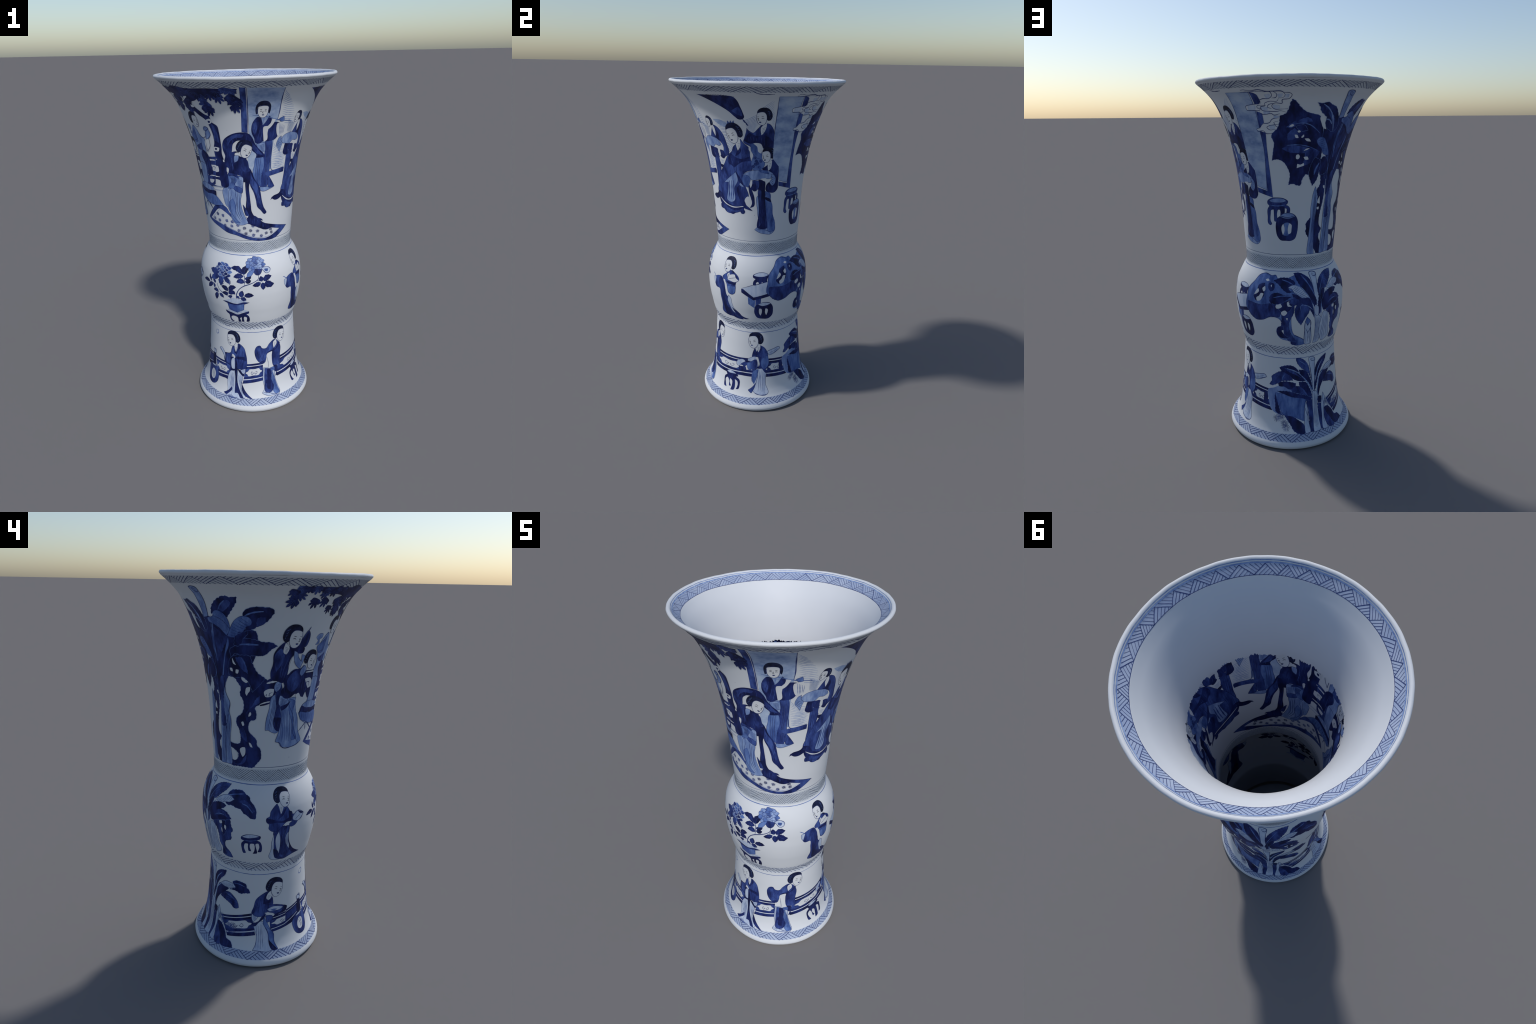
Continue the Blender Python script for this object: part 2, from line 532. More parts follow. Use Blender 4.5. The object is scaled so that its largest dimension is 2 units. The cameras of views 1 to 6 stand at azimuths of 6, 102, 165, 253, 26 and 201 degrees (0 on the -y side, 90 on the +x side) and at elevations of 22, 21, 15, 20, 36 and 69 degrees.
    def peony(self, az, z, r, col):
        """Full peony: scalloped rings of petals, each outlined."""
        pale = {"cobalt": "wash", "wash": "haze"}[col]
        self._patch(smooth_path(to_plane(self._local(az, z, [((.88 + .1 * (i % 2)) * math.cos(i * .314), (.80 + .1 * (i % 2)) * math.sin(i * .314)) for i in range(20)], r)), True), col)
        for ring, (q, n, s) in enumerate([(.78, 11, .27), (.46, 8, .23), (.18, 4, .2)]):
            for i in range(n):
                a = 2 * math.pi * (i + .5 * (ring % 2)) / n + random.uniform(-.1, .1)
                cx, cy = q * math.cos(a), .9 * q * math.sin(a)
                pet = [(cx + s * 1.25 * math.cos(b) * (1 + .12 * math.cos(3 * b)), cy + s * .78 * math.sin(b)) for b in np.linspace(0, 2 * math.pi, 9)[:-1]]
                path = smooth_path(to_plane(self._local(az, z, pet, r, random.uniform(-8, 8))), True)
                self._patch(path, pale if ((i + ring) % 3 == 0) == (col == "cobalt") else col)
                self._ribbons([np.concatenate([path, path[:1]])], .0018, "ink" if col == "wash" else "pale", False)
        curl = [(.26 * (1 - i / 14) * math.cos(i * .7), .2 * (1 - i / 14) * math.sin(i * .7)) for i in range(12)]
        self._ribbons([smooth_path(to_plane(self._local(az, z, curl, r)), False)], .0022, pale if col == "cobalt" else "ink")

    def fence_panel(self, corners, cartouche=True):
        """Low garden railing between two posts: rails, white lines, cloud cartouche with two scrolls."""
        tl, tr, bl, br = np.array(corners, float)

        def at(u, v):
            top, bot = tl + (tr - tl) * u, bl + (br - bl) * u
            return tuple(top + (bot - top) * v)

        def strip(col, v0, v1, u0=0., u1=1.):
            us = np.linspace(u0, u1, 6)
            self._patch(straight_path(to_plane([at(u, v0) for u in us] + [at(u, v1) for u in us[::-1]])), col)

        strip("cobalt", 0, 1)
        for v0, v1 in ((0, .09), (.15, .24), (.68, .76), (.85, 1)):
            strip("navy", v0, v1)
        strip("white", .105, .14)
        strip("white", .785, .825)
        if not cartouche:
            return
        n = 26
        pts = []
        for i in range(n):
            a = 2 * math.pi * i / n
            q = 1 + .10 * math.cos(6 * a)
            pts.append(at(.5 + .42 * math.copysign(abs(math.cos(a)) ** .8, math.cos(a)) * q, .46 + .19 * math.sin(a) * q))
        self._patch(smooth_path(to_plane(pts), True), "white")
        self._ribbons([smooth_path(to_plane(pts + pts[:1]), False)], .0014, "navy", False)
        for c, d in ((.42, 1), (.60, -1)):
            scroll = [at(c + d * .085 * (1 - i / 13) * math.cos(i * .65) - d * .02, .47 + .11 * (1 - i / 13) * math.sin(i * .65)) for i in range(11)]
            self._ribbons([smooth_path(to_plane([at(c - d * .02, .60)] + scroll), False)], .0028, "ink")

    def stuff(self):
        self.is_stuff = True
        return self

    def build(self):
        if not self.f:
            return
        ob = make_object("painted_" + self.name, np.concatenate(self.v), np.concatenate(self.n), self.f, self.slots, self.m, self.part)
        if getattr(self, "is_stuff", False):
            ob["kind"] = "stuff"


# ------------------------------------------------------------------ ornamental bands
def ring_line(name, part, z, mm, col):
    m = Motif(name, part)
    az = np.linspace(0, 361, 260)
    m._ribbons([np.stack([np.radians(az) * S, z + .0005 * np.sin(np.radians(az) * 7)], 1)], mm * .001, col, False)


def tinted_ring(m, z0, z1, col):
    az = np.linspace(0, 360, 361)
    zs = np.linspace(z0, z1, max(3, int((z1 - z0) / .0025)))
    q = np.stack([np.tile(np.radians(az) * S, len(zs)), np.repeat(zs, len(az))], 1)
    w = len(az)
    m._put(q, [(r * w + i, r * w + i + 1, (r + 1) * w + i + 1, (r + 1) * w + i) for r in range(len(zs) - 1) for i in range(w - 1)], col, 1)
    ia, iz = cells(q)
    _top[:, iz.min():iz.max() + 1] = 1


def zigzag(count, phase, rise, jitter):
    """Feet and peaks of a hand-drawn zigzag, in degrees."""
    period = 360 / count
    feet = [phase + i * period + random.uniform(-jitter, jitter) * period for i in range(count)]
    feet.append(feet[0] + 360)
    peaks = [f + rise * (feet[i + 1] - f) for i, f in enumerate(feet[:-1])]
    return feet, peaks


def basket_band(name, part, z0, z1, count, phase, rise, lines, mm, col, tint=None):
    """Zigzag band: triangles above the line hatched along its rise, those below along its fall."""
    m = Motif(name, part).stuff()
    if tint:
        tinted_ring(m, z0, z1, tint)
    feet, peaks = zigzag(count, phase, rise, .05)
    paths, main = [], []

    def stroke(a0, zz0, a1, zz1, bold=False):
        n = 4 + int(math.hypot(math.radians(a1 - a0) * .35, zz1 - zz0) / .005)
        u = np.linspace(0, 1, n)
        (main if bold else paths).append(np.stack([np.radians(a0 + (a1 - a0) * u) * S, zz0 + (zz1 - zz0) * u], 1))

    h = z1 - z0
    for i in range(count):
        f0, p0, f1 = feet[i], peaks[i], feet[i + 1]
        pm = peaks[i - 1] - (360 if i == 0 else 0)
        for j in range(lines):          # hanging triangle pm - f0 - p0, strokes parallel to f0 -> p0
            t = j / lines
            x = f0 + (pm - f0) * t
            zs = z0 + h * t
            stroke(x, zs, x + (p0 - f0) * (1 - t) * random.uniform(.93, 1.0), z1 - h * random.uniform(0, .05), j == 0)
        for j in range(lines):          # standing triangle f0 - p0 - f1, strokes parallel to p0 -> f1
            t = j / lines
            x = p0 + (f0 - p0) * t
            zs = z1 - h * t
            stroke(x, zs, x + (f1 - p0) * (1 - t) * random.uniform(.93, 1.0), z0 + h * random.uniform(0, .05), j == 0)
    m._ribbons(paths, mm * .001, col, False, 7)
    m._ribbons(main, mm * .0011, "ink", False, 8)


def chevron_band(name, part, z0, z1, count, phase, lines, mm, col, tint):
    """Zigzag band filled with nested chevrons."""
    m = Motif(name, part).stuff()
    tinted_ring(m, z0 - .006, z1 + .006, tint)
    feet, peaks = zigzag(count, phase, .5, .06)
    paths, main, h = [], [], z1 - z0
    for i in range(count):
        f0, p0, f1 = feet[i], peaks[i], feet[i + 1]
        p1 = peaks[(i + 1) % count] + (360 if i == count - 1 else 0)
        for j in range(lines):
            t = j / lines
            for a, b, c, zb, za in ((f0, p0, f1, z0, z1 - h * t), (p0, f1, p1, z1, z0 + h * t)):
                l, r = a + (b - a) * t, c + (b - c) * t
                pts = [(l, zb), (b, za), (r, zb)]
                for (xa, ya), (xb, yb) in zip(pts, pts[1:]):
                    u = np.linspace(0, 1, 4 + int(abs(xb - xa) / 1.2))
                    (main if j == 0 else paths).append(np.stack([np.radians(xa + (xb - xa) * u) * S, ya + (yb - ya) * u], 1))
    m._ribbons(paths, mm * .00095, col, False, 7)
    m._ribbons(main, mm * .00105, col, False, 8)


def lip_inside_band(count=34, lines=5):
    """Hatched triangles on the inner face of the lip, on a pale blue ground between two lines."""
    inner, outer = (.4385, 1.9562), (.4735, 1.9869)
    cxy = axis(1.97)

    def at(az, t, lift):
        a = np.radians(np.asarray(az, float))
        t = np.asarray(t, float)
        r = inner[0] + (outer[0] - inner[0]) * t + .0012 * 4 * t * (1 - t) * -0
        z = np.interp(r, [.437, .450, .464, .474, .4805], [1.955, 1.9655, 1.976, 1.9865, 1.9945]) + lift
        rr = r - lift * .9 + ripple(az, z)
        return np.stack([cxy[0] + rr * np.sin(a), cxy[1] - rr * np.cos(a), z + ripple(az, z) + lip_tilt(az, z)], -1)

    v, f, mats = [], [], []
    count_v = 0

    def strip(az, t0, t1, lift, mat, rows=1):
        nonlocal count_v
        w = len(az)
        for k in range(rows + 1):
            v.append(at(az, t0 + (t1 - t0) * k / rows, lift))
        for k in range(rows):
            for i in range(w - 1):
                f.append((count_v + k * w + i, count_v + k * w + i + 1, count_v + (k + 1) * w + i + 1, count_v + (k + 1) * w + i))
                mats.append(mat)
        count_v += w * (rows + 1)

    full = np.linspace(0, 360, 481)
    strip(full, np.full(481, .02), np.full(481, 1.0), .0003, 0, 8)
    strip(full, np.full(481, .90), np.full(481, 1.0), .0006, 1, 2)
    strip(full, np.full(481, 1.08), np.full(481, 1.13), .0006, 1, 2)
    strip(full, np.full(481, .0), np.full(481, .045), .0006, 2, 2)
    feet, peaks = zigzag(count, 3., .52, .15)

    def stroke(a0, t0, a1, t1, bold=False):
        u = np.linspace(0, 1, 5)
        az, t = a0 + (a1 - a0) * u, t0 + (t1 - t0) * u
        dx, dy = math.radians(a1 - a0) * .455, (t1 - t0) * .047
        l = math.hypot(dx, dy) + 1e-9
        w = (.0012 if bold else .0008) * random.uniform(.7, 1.3)
        oa, ot = math.degrees(-dy / l * w / .455), dx / l * w / .047
        nonlocal count_v
        v.append(at(az - oa, t - ot, .0008))
        v.append(at(az + oa, t + ot, .0008))
        for i in range(4):
            f.append((count_v + i, count_v + i + 1, count_v + 5 + i + 1, count_v + 5 + i))
            mats.append(2)
        count_v += 10

    for i in range(count):
        f0, p0, f1 = feet[i], peaks[i], feet[i + 1]
        pm = peaks[i - 1] - (360 if i == 0 else 0)
        for j in range(lines):
            t = j / lines
            x = f0 + (pm - f0) * t
            stroke(x, .03 + .85 * t, x + (p0 - f0) * (1 - t), .88, j == 0)
            x = p0 + (f0 - p0) * t
            stroke(x, .88 - .85 * t, x + (f1 - p0) * (1 - t), .03, j == 0)
    make_object("painted_lip_band", np.concatenate(v), None, f, ["lip_tint", "haze", "ink"], mats, lip)["kind"] = "stuff"


basket_band("zigzag_band", neck, 1.944, 1.973, 19, 163, .56, 6, 2.0, "ink", "tint")
chevron_band("chevron_band", neck, 1.036, 1.094, 12, 347, 5, 2.5, "grey_line", "tint")
basket_band("zigzag_band", bulb, .541, .598, 12, 1, .62, 6, 2.9, "ink", "faint_tint")
basket_band("zigzag_band", foot, .044, .081, 18, 165, .56, 5, 2.6, "ink", "lip_tint")
lip_inside_band()
ring_line("band_line", neck, 1.110, 2.8, "grey_line")
ring_line("band_line", bulb, 1.020, 3.2, "wash")
ring_line("band_line", foot, .520, 3.2, "wash")

specks = Motif("glaze_speck", neck).stuff()
for _ in range(26):
    a, z, q = random.uniform(0, 360), random.choice([random.uniform(115, 190), random.uniform(195.5, 197)]), random.uniform(.10, .2)
    specks._patch(smooth_path(to_plane(specks._local(a, z, [(math.cos(i), .8 * math.sin(i)) for i in range(6)], q)), True), "ink")

# ------------------------------------------------------------------ the painted garden
# (azimuth in degrees: 0 faces front, 90 right; height in centimetres)

m = Motif("screen_panel", neck, soft=True)
m.fill("haze", [(8.1,194.5), (32.4,193.9), (33.7,180.9), (32.0,160.2), (32.4,151.8), (20.2,151.5), (6.3,151.8), (9.1,171.5)], sharp=True)
m.fill("wash", [(9.0,193.6), (20.3,193.7), (31.9,193.0), (32.1,188.9), (24.0,190.6), (17.0,188.6), (10.1,185.8), (8.8,188.4)])
m.fill("wash", [(26.8,185.3), (32.0,186.3), (33.0,179.8), (26.9,180.0)])
m.fill("wash", [(7.7,161.8), (12.9,160.9), (14.8,158.8), (13.2,151.7), (9.5,149.7), (6.5,154.3)])
m.fill("cobalt", [(3.1,194.6), (7.0,194.5), (7.4,185.1), (7.7,171.9), (2.5,172.4), (3.1,184.0)], sharp=True)
m.line(3.0, [(7.6,194.3), (8.0,186.9), (8.2,171.9)])
m.line(3.5, [(32.5,194.0), (33.3,187.7), (33.7,180.9), (33.2,178.2)])
m.fill("cobalt", [(31.0,150.7), (49.8,151.7), (49.4,149.2), (31.8,148.3)], sharp=True)
m.line(2.5, [(31.3,160.7), (31.2,156.1), (32.8,151.4), (49.2,152.0)])
m.hatch(16, 1.6, [(33.0,193.3), (35.3,186.1), (37.3,176.1)], [(38.8,190.1), (48.4,182.9), (52.8,175.2)], "wash")
m.hatch(14, 1.6, [(32.3,166.7), (32.4,160.1), (33.3,152.1)], [(38.3,163.1), (48.3,157.0), (50.5,152.2)], "wash")
m.fill("wash", [(33.9,183.2), (37.3,183.4), (38.1,181.5), (35.5,180.8)])

m = Motif("flute_lady", neck)
m.fill("cobalt", [(24.3,167.9), (29.6,167.9), (31.5,160.2), (30.2,154.4), (30.1,148.1), (26.9,141.7), (20.5,142.5), (21.1,150.6), (23.8,159.7), (24.9,163.8)])
m.fill("wash", [(15.6,158.8), (22.6,158.9), (24.1,155.5), (22.0,149.3), (20.5,142.5), (15.2,145.2), (12.0,150.0), (13.6,154.2)])
m.fill("haze", [(20.1,142.3), (26.9,142.0), (36.6,142.7), (37.7,141.9), (30.8,140.4), (23.3,139.7), (21.0,140.1)])
m.fill("cobalt", [(30.1,148.1), (34.3,144.8), (37.7,141.9), (30.7,141.5), (28.6,144.7)])
m.line(1.6, [(16.7,158.3), (15.4,151.6), (15.7,143.9)])
m.line(1.6, [(18.5,158.3), (17.2,151.6), (17.6,143.9)])
m.line(1.6, [(20.3,158.2), (19.1,151.5), (19.6,143.8)])
m.line(2.0, [(25.6,167.0), (26.3,158.8), (25.0,142.7)])
m.line(2.0, [(27.1,167.0), (28.0,158.7), (26.9,142.6)])
m.line(2.0, [(29.0,166.9), (30.1,158.6), (29.2,142.5)])
m.fill("haze", [(15.7,165.7), (23.7,166.7), (24.3,161.8), (19.7,161.9), (17.3,163.6)])
m.line(1.4, [(18.5,165.2), (20.5,165.2), (23.5,165.7)])
m.line(1.4, [(19.0,164.7), (21.0,164.6), (23.6,165.0)])
m.line(1.4, [(19.5,164.1), (21.5,164.0), (23.6,164.4)])
m.line(1.4, [(20.0,163.5), (22.1,163.4), (23.7,163.7)])
m.line(1.4, [(20.5,162.9), (22.6,162.8), (23.8,163.1)])
m.line(1.4, [(21.0,162.3), (23.1,162.2), (23.9,162.4)])
m.fill("navy", [(16.2,180.0), (19.1,179.1), (20.5,175.6), (22.3,176.7), (25.5,180.3), (27.8,178.8), (27.7,176.5), (31.1,176.9), (35.6,176.5), (36.3,169.7), (33.6,167.9), (25.9,167.0), (21.8,167.2), (18.6,166.1), (14.6,166.6), (13.5,169.0), (11.4,171.5), (11.3,175.8), (12.9,178.1)])
m.fill("cobalt", [(12.6,177.0), (15.1,177.7), (16.0,173.7), (14.1,170.6), (12.4,172.2)])
m.fill("white", [(21.9,174.9), (26.0,175.0), (25.5,171.8), (24.7,167.5), (22.6,167.1), (21.9,169.6)])
m.fill("white", [(27.4,176.5), (28.6,178.6), (31.4,178.3), (29.9,176.0), (25.6,173.4), (23.9,173.1), (25.0,174.8)])
m.fill("haze", [(19.0,179.3), (22.2,179.4), (20.6,175.8)], sharp=True)
m.fill("white", [(34.2,176.2), (36.4,176.5), (39.3,178.7), (40.2,176.7), (42.9,172.6), (39.7,169.6), (36.4,169.3)])
m.line(1.5, [(36.1,176.1), (36.7,172.9), (37.6,169.7)], "wash")
m.line(1.5, [(37.3,175.7), (37.9,172.9), (38.5,169.9)], "wash")
m.line(1.5, [(38.6,175.4), (39.0,172.8), (39.4,170.2)], "wash")
m.line(1.5, [(39.9,175.0), (40.2,172.7), (40.4,170.5)], "wash")
m.line(1.5, [(41.2,174.6), (41.5,172.7), (41.3,170.7)], "wash")
m.fill("wash", [(34.9,178.5), (39.0,179.5), (40.0,177.1), (37.0,176.9)])
m.line(2.6, [(11.9,180.9), (18.0,180.5), (24.4,179.7), (33.6,178.1), (48.3,176.8)], "wash")
m.head(20.0, 182.7, 7.0, "F", 0)

m = Motif("dancer_rug", neck)
m.fill("cobalt", [(327.0,131.4), (338.7,130.0), (342.9,127.0), (350.5,123.7), (363.8,123.4), (377.0,122.3), (389.0,120.5), (401.4,119.0), (422.9,116.6), (414.7,114.1), (401.1,110.8), (387.2,110.3), (374.8,110.6), (362.9,111.8), (350.1,113.9), (337.3,115.1), (325.5,117.5), (312.4,119.9), (305.1,121.9), (313.5,126.5)])
m.fill("white", [(328.8,128.8), (335.5,127.5), (341.6,125.6), (349.3,122.3), (363.7,121.1), (377.0,120.0), (389.1,118.4), (408.3,116.0), (402.0,114.3), (389.3,112.0), (378.9,112.0), (367.0,113.2), (355.3,115.3), (341.2,117.7), (325.0,120.3), (310.5,122.0), (317.9,125.1)])
m.line(1.6, [(328.6,128.4), (313.4,122.1), (328.9,119.9), (343.4,117.6), (357.3,115.3), (368.9,113.4), (379.9,112.4), (389.3,112.5), (400.7,114.6), (406.3,116.0)], "wash")
m.floret(324.6, 125.5, 1.2)
m.floret(332.6, 125.0, 1.2)
m.floret(318.5, 122.4, 1.2)
m.floret(326.8, 121.8, 1.2)
m.floret(337.7, 122.2, 1.2)
m.floret(334.8, 119.2, 1.2)
m.floret(344.2, 119.3, 1.2)
m.floret(345.2, 121.9, 1.2)
m.floret(352.5, 120.1, 1.2)
m.floret(353.5, 116.9, 1.2)
m.floret(0.6, 118.4, 1.2)
m.floret(8.2, 116.9, 1.2)
m.floret(2.2, 115.1, 1.2)
m.floret(11.2, 119.7, 1.2)
m.floret(16.9, 116.5, 1.2)
m.floret(11.9, 114.1, 1.2)
m.floret(21.9, 113.4, 1.2)
m.floret(28.7, 114.7, 1.2)
m.floret(34.6, 116.8, 1.2)
m.floret(24.9, 118.0, 1.2)
m.floret(35.9, 114.8, 1.2)
m.floret(18.9, 119.4, 1.2)

m = Motif("dancing_lady", neck)
m.fill("haze", [(336.4,140.5), (339.8,142.0), (344.8,142.6), (346.3,140.5), (342.5,135.9), (341.9,130.1), (339.5,130.9), (336.2,135.6)])
m.fill("haze", [(344.4,140.4), (352.1,142.0), (358.1,140.7), (358.8,138.6), (357.4,134.2), (358.8,129.7), (362.1,125.2), (365.6,121.6), (359.8,120.4), (351.1,120.7), (345.4,123.5), (343.9,127.1), (341.4,130.1), (342.5,135.9)])
m.fill("wash", [(343.6,133.8), (348.3,135.7), (351.4,130.5), (349.7,125.0), (356.1,121.5), (350.2,121.9), (344.8,126.2)])
m.line(1.8, [(351.8,140.2), (352.3,134.1), (351.1,128.2), (357.1,122.2)])
m.line(1.8, [(355.7,139.4), (356.0,134.1), (355.8,128.3), (359.2,123.9)])
m.line(1.8, [(347.5,139.2), (344.3,133.8), (345.1,128.0), (351.3,122.8)])
m.line(1.8, [(354.0,139.8), (353.8,133.7), (353.2,128.7), (357.7,123.4)])
m.fill("wash", [(345.5,150.0), (350.0,150.5), (355.7,148.9), (360.6,148.1), (361.1,144.7), (359.7,139.4), (355.3,139.8), (349.3,141.5), (343.6,141.3), (344.9,145.2)])
m.fill("haze", [(356.4,148.1), (361.4,148.1), (361.2,144.2), (359.9,141.2), (353.1,142.8), (351.4,143.7), (353.9,145.5)])
m.line(1.3, [(354.1,146.5), (357.5,146.5), (361.0,145.7)], "cobalt")
m.line(1.3, [(354.2,145.9), (357.4,145.8), (361.0,145.2)], "cobalt")
m.line(1.3, [(354.2,145.3), (357.3,145.2), (360.9,144.6)], "cobalt")
m.line(1.3, [(354.3,144.7), (357.2,144.5), (360.9,144.1)], "cobalt")
m.line(1.3, [(354.4,144.1), (357.2,143.9), (360.8,143.5)], "cobalt")
m.line(1.3, [(354.5,143.5), (357.1,143.2), (360.8,142.9)], "cobalt")
m.line(1.3, [(354.6,142.9), (357.0,142.6), (360.7,142.4)], "cobalt")
m.line(1.3, [(354.7,142.3), (356.9,141.9), (360.7,141.8)], "cobalt")
m.line(1.8, [(346.6,148.7), (348.3,146.2), (346.0,143.1)], "cobalt")
m.line(1.8, [(347.8,148.6), (349.2,146.2), (347.1,143.0)], "cobalt")
m.line(1.8, [(349.0,148.5), (350.1,146.2), (348.2,142.8)], "cobalt")
m.line(1.8, [(350.2,148.4), (351.0,146.3), (349.3,142.7)], "cobalt")
m.line(1.8, [(351.4,148.3), (351.9,146.3), (350.3,142.5)], "cobalt")
m.line(1.8, [(352.6,148.2), (352.7,146.3), (351.4,142.4)], "cobalt")
m.fill("cobalt", [(351.7,142.8), (360.7,140.8), (359.7,139.0), (355.3,139.4), (350.2,141.5)])
m.fill("cobalt", [(345.3,150.8), (348.3,150.5), (354.9,149.3), (357.1,147.2), (355.5,147.6), (350.6,148.8), (345.7,148.7)])
m.fill("navy", [(344.8,167.9), (350.3,170.4), (356.9,171.9), (363.0,172.2), (368.3,171.6), (372.0,169.1), (374.2,166.3), (378.3,163.3), (383.1,160.7), (384.9,158.9), (379.4,158.5), (375.4,158.6), (375.8,160.1), (371.6,162.6), (369.5,165.9), (364.0,167.6), (357.7,167.8), (354.5,166.4), (352.9,163.9), (351.8,161.9), (352.4,159.0), (351.1,156.5), (347.9,153.0), (344.8,152.9), (342.7,156.7), (344.4,159.6), (342.8,162.9)])
m.fill("cobalt", [(345.8,167.5), (351.7,170.0), (360.2,171.5), (364.2,171.0), (362.8,169.7), (356.5,169.3), (351.9,167.6), (346.4,162.6), (344.2,163.4)])
m.fill("cobalt", [(11.0,167.1), (13.8,165.5), (19.2,162.0), (22.4,159.9), (16.9,160.5), (12.4,163.4)])
m.fill("white", [(353.7,166.0), (357.7,167.8), (358.2,166.4), (357.5,164.4), (358.3,162.3), (352.1,161.9), (352.6,163.9)])
m.fill("navy", [(351.7,161.7), (358.2,161.9), (358.7,159.9), (365.5,158.6), (366.0,154.9), (369.9,152.3), (373.9,147.1), (379.0,143.1), (380.9,139.1), (382.8,133.7), (384.8,130.5), (388.3,127.1), (386.3,126.4), (380.9,128.9), (377.2,130.8), (375.4,134.9), (372.9,139.3), (369.5,142.9), (367.9,145.5), (362.0,145.3), (361.4,147.7), (353.3,149.7), (345.7,150.8), (345.7,154.7), (349.0,158.1)])
m.fill("cobalt", [(0.1,158.2), (5.4,157.8), (8.3,153.1), (12.2,147.6), (17.3,143.1), (19.1,138.3), (21.9,132.4), (20.0,131.6), (17.3,135.7), (13.8,140.2), (9.5,143.7), (4.9,149.8), (-0.5,153.2)])
m.fill("white", [(354.7,161.1), (357.8,161.6), (358.7,159.9), (354.7,159.0)])
m.fill("haze", [(354.1,159.8), (358.3,159.9), (356.8,157.0), (353.5,156.1), (353.2,158.2)])
m.fill("navy", [(4.9,150.6), (9.4,151.4), (9.7,147.2), (7.8,142.9), (8.4,137.2), (9.4,131.9), (10.2,128.3), (14.2,125.1), (22.9,123.4), (23.9,122.6), (17.0,123.4), (19.9,121.7), (16.9,119.0), (9.4,122.0), (4.9,125.7), (3.4,130.2), (4.3,135.9), (3.8,140.8), (3.7,145.5)])
m.fill("cobalt", [(360.0,132.4), (364.3,129.3), (366.8,125.2), (365.7,123.4), (362.2,127.0)])
m.fill("navy", [(4.0,125.2), (11.5,126.0), (24.9,121.4), (40.2,118.9), (29.1,117.0), (16.9,119.0), (5.6,122.0)])
m.fill("white", [(2.6,125.9), (5.9,125.7), (4.9,124.6)])
m.head(4.6, 162.5, 7.6, "R", -18)

m = Motif("tree_trunk", neck)
m.fill("navy", [(323.9,184.8), (327.7,182.8), (332.1,181.0), (336.0,179.9), (336.3,177.6), (341.3,175.3), (341.9,172.2), (341.8,167.7), (341.7,164.0), (341.0,160.7), (342.2,157.4), (343.9,153.7), (344.5,148.6), (344.1,142.5), (337.0,141.7), (331.9,145.8), (323.6,142.6), (322.7,143.5), (329.1,148.7), (332.3,152.7), (332.5,158.7), (332.4,162.8), (334.9,167.1), (334.8,171.5), (333.4,175.1), (331.2,178.2), (325.3,180.7), (321.7,182.9), (320.3,185.2), (314.4,188.9), (319.5,190.2), (321.2,187.6)])
m.fill("cobalt", [(335.9,176.8), (338.8,174.9), (340.1,170.5), (340.1,166.4), (336.2,167.1), (335.9,172.0)])
m.fill("white", [(331.0,178.0), (335.9,178.9), (336.9,177.2), (332.2,175.9)])
m.fill("navy", [(333.4,177.9), (335.6,177.7), (334.7,176.7), (333.0,176.9)])
m.fill("white", [(332.9,163.9), (339.1,163.7), (338.0,162.0), (331.9,161.8)])
m.fill("navy", [(334.1,163.5), (336.4,163.4), (335.8,162.5), (333.8,162.5)])
m.fill("white", [(341.3,157.4), (342.6,157.2), (342.6,156.1), (341.2,156.2)])
m.fill("white", [(344.7,153.3), (346.3,152.9), (345.6,150.1), (344.3,150.7)])

m = Motif("tree_foliage", neck)
m.fill("navy", [(307.2,193.9), (328.5,194.1), (343.7,194.3), (350.6,194.1), (356.8,194.1), (361.9,194.0), (359.3,190.8), (357.7,192.2), (353.7,192.1), (350.9,191.5), (345.4,190.4), (337.7,189.5), (332.1,189.8), (328.4,188.2), (322.1,187.6), (318.4,188.3), (311.7,190.3), (304.9,191.6)])
m.lobed_leaf(347.7, 189.5, 2.8)
m.lobed_leaf(346.5, 192.3, 2.9)
m.lobed_leaf(341.6, 190.7, 2.6)
m.lobed_leaf(353.2, 193.4, 2.2)
m.lobed_leaf(357.3, 192.6, 2.9)
m.lobed_leaf(357.8, 188.9, 3.3)
m.lobed_leaf(0.2, 187.0, 3.0)
m.lobed_leaf(359.2, 184.8, 2.6)
m.lobed_leaf(355.3, 189.3, 2.2)
m.lobed_leaf(334.2, 189.1, 2.8)
m.lobed_leaf(336.0, 186.1, 3.2)
m.lobed_leaf(337.9, 183.4, 2.9)
m.lobed_leaf(334.8, 184.1, 2.1)
m.lobed_leaf(330.9, 191.3, 3.0)
m.lobed_leaf(326.0, 192.3, 3.0)
m.lobed_leaf(318.6, 191.7, 2.7)
m.lobed_leaf(307.9, 189.8, 2.8)
m.lobed_leaf(306.1, 186.6, 3.0)
m.lobed_leaf(305.7, 184.2, 2.2)
m.lobed_leaf(318.3, 184.4, 2.5)
m.lobed_leaf(317.8, 187.1, 2.3)
m.lobed_leaf(318.6, 182.8, 1.8)
m.fill("white", [(316.0,189.5), (320.6,190.1), (319.5,188.7), (315.6,188.4)])
m.fill("white", [(320.3,185.6), (323.6,185.7), (323.7,184.6), (320.4,184.5)])

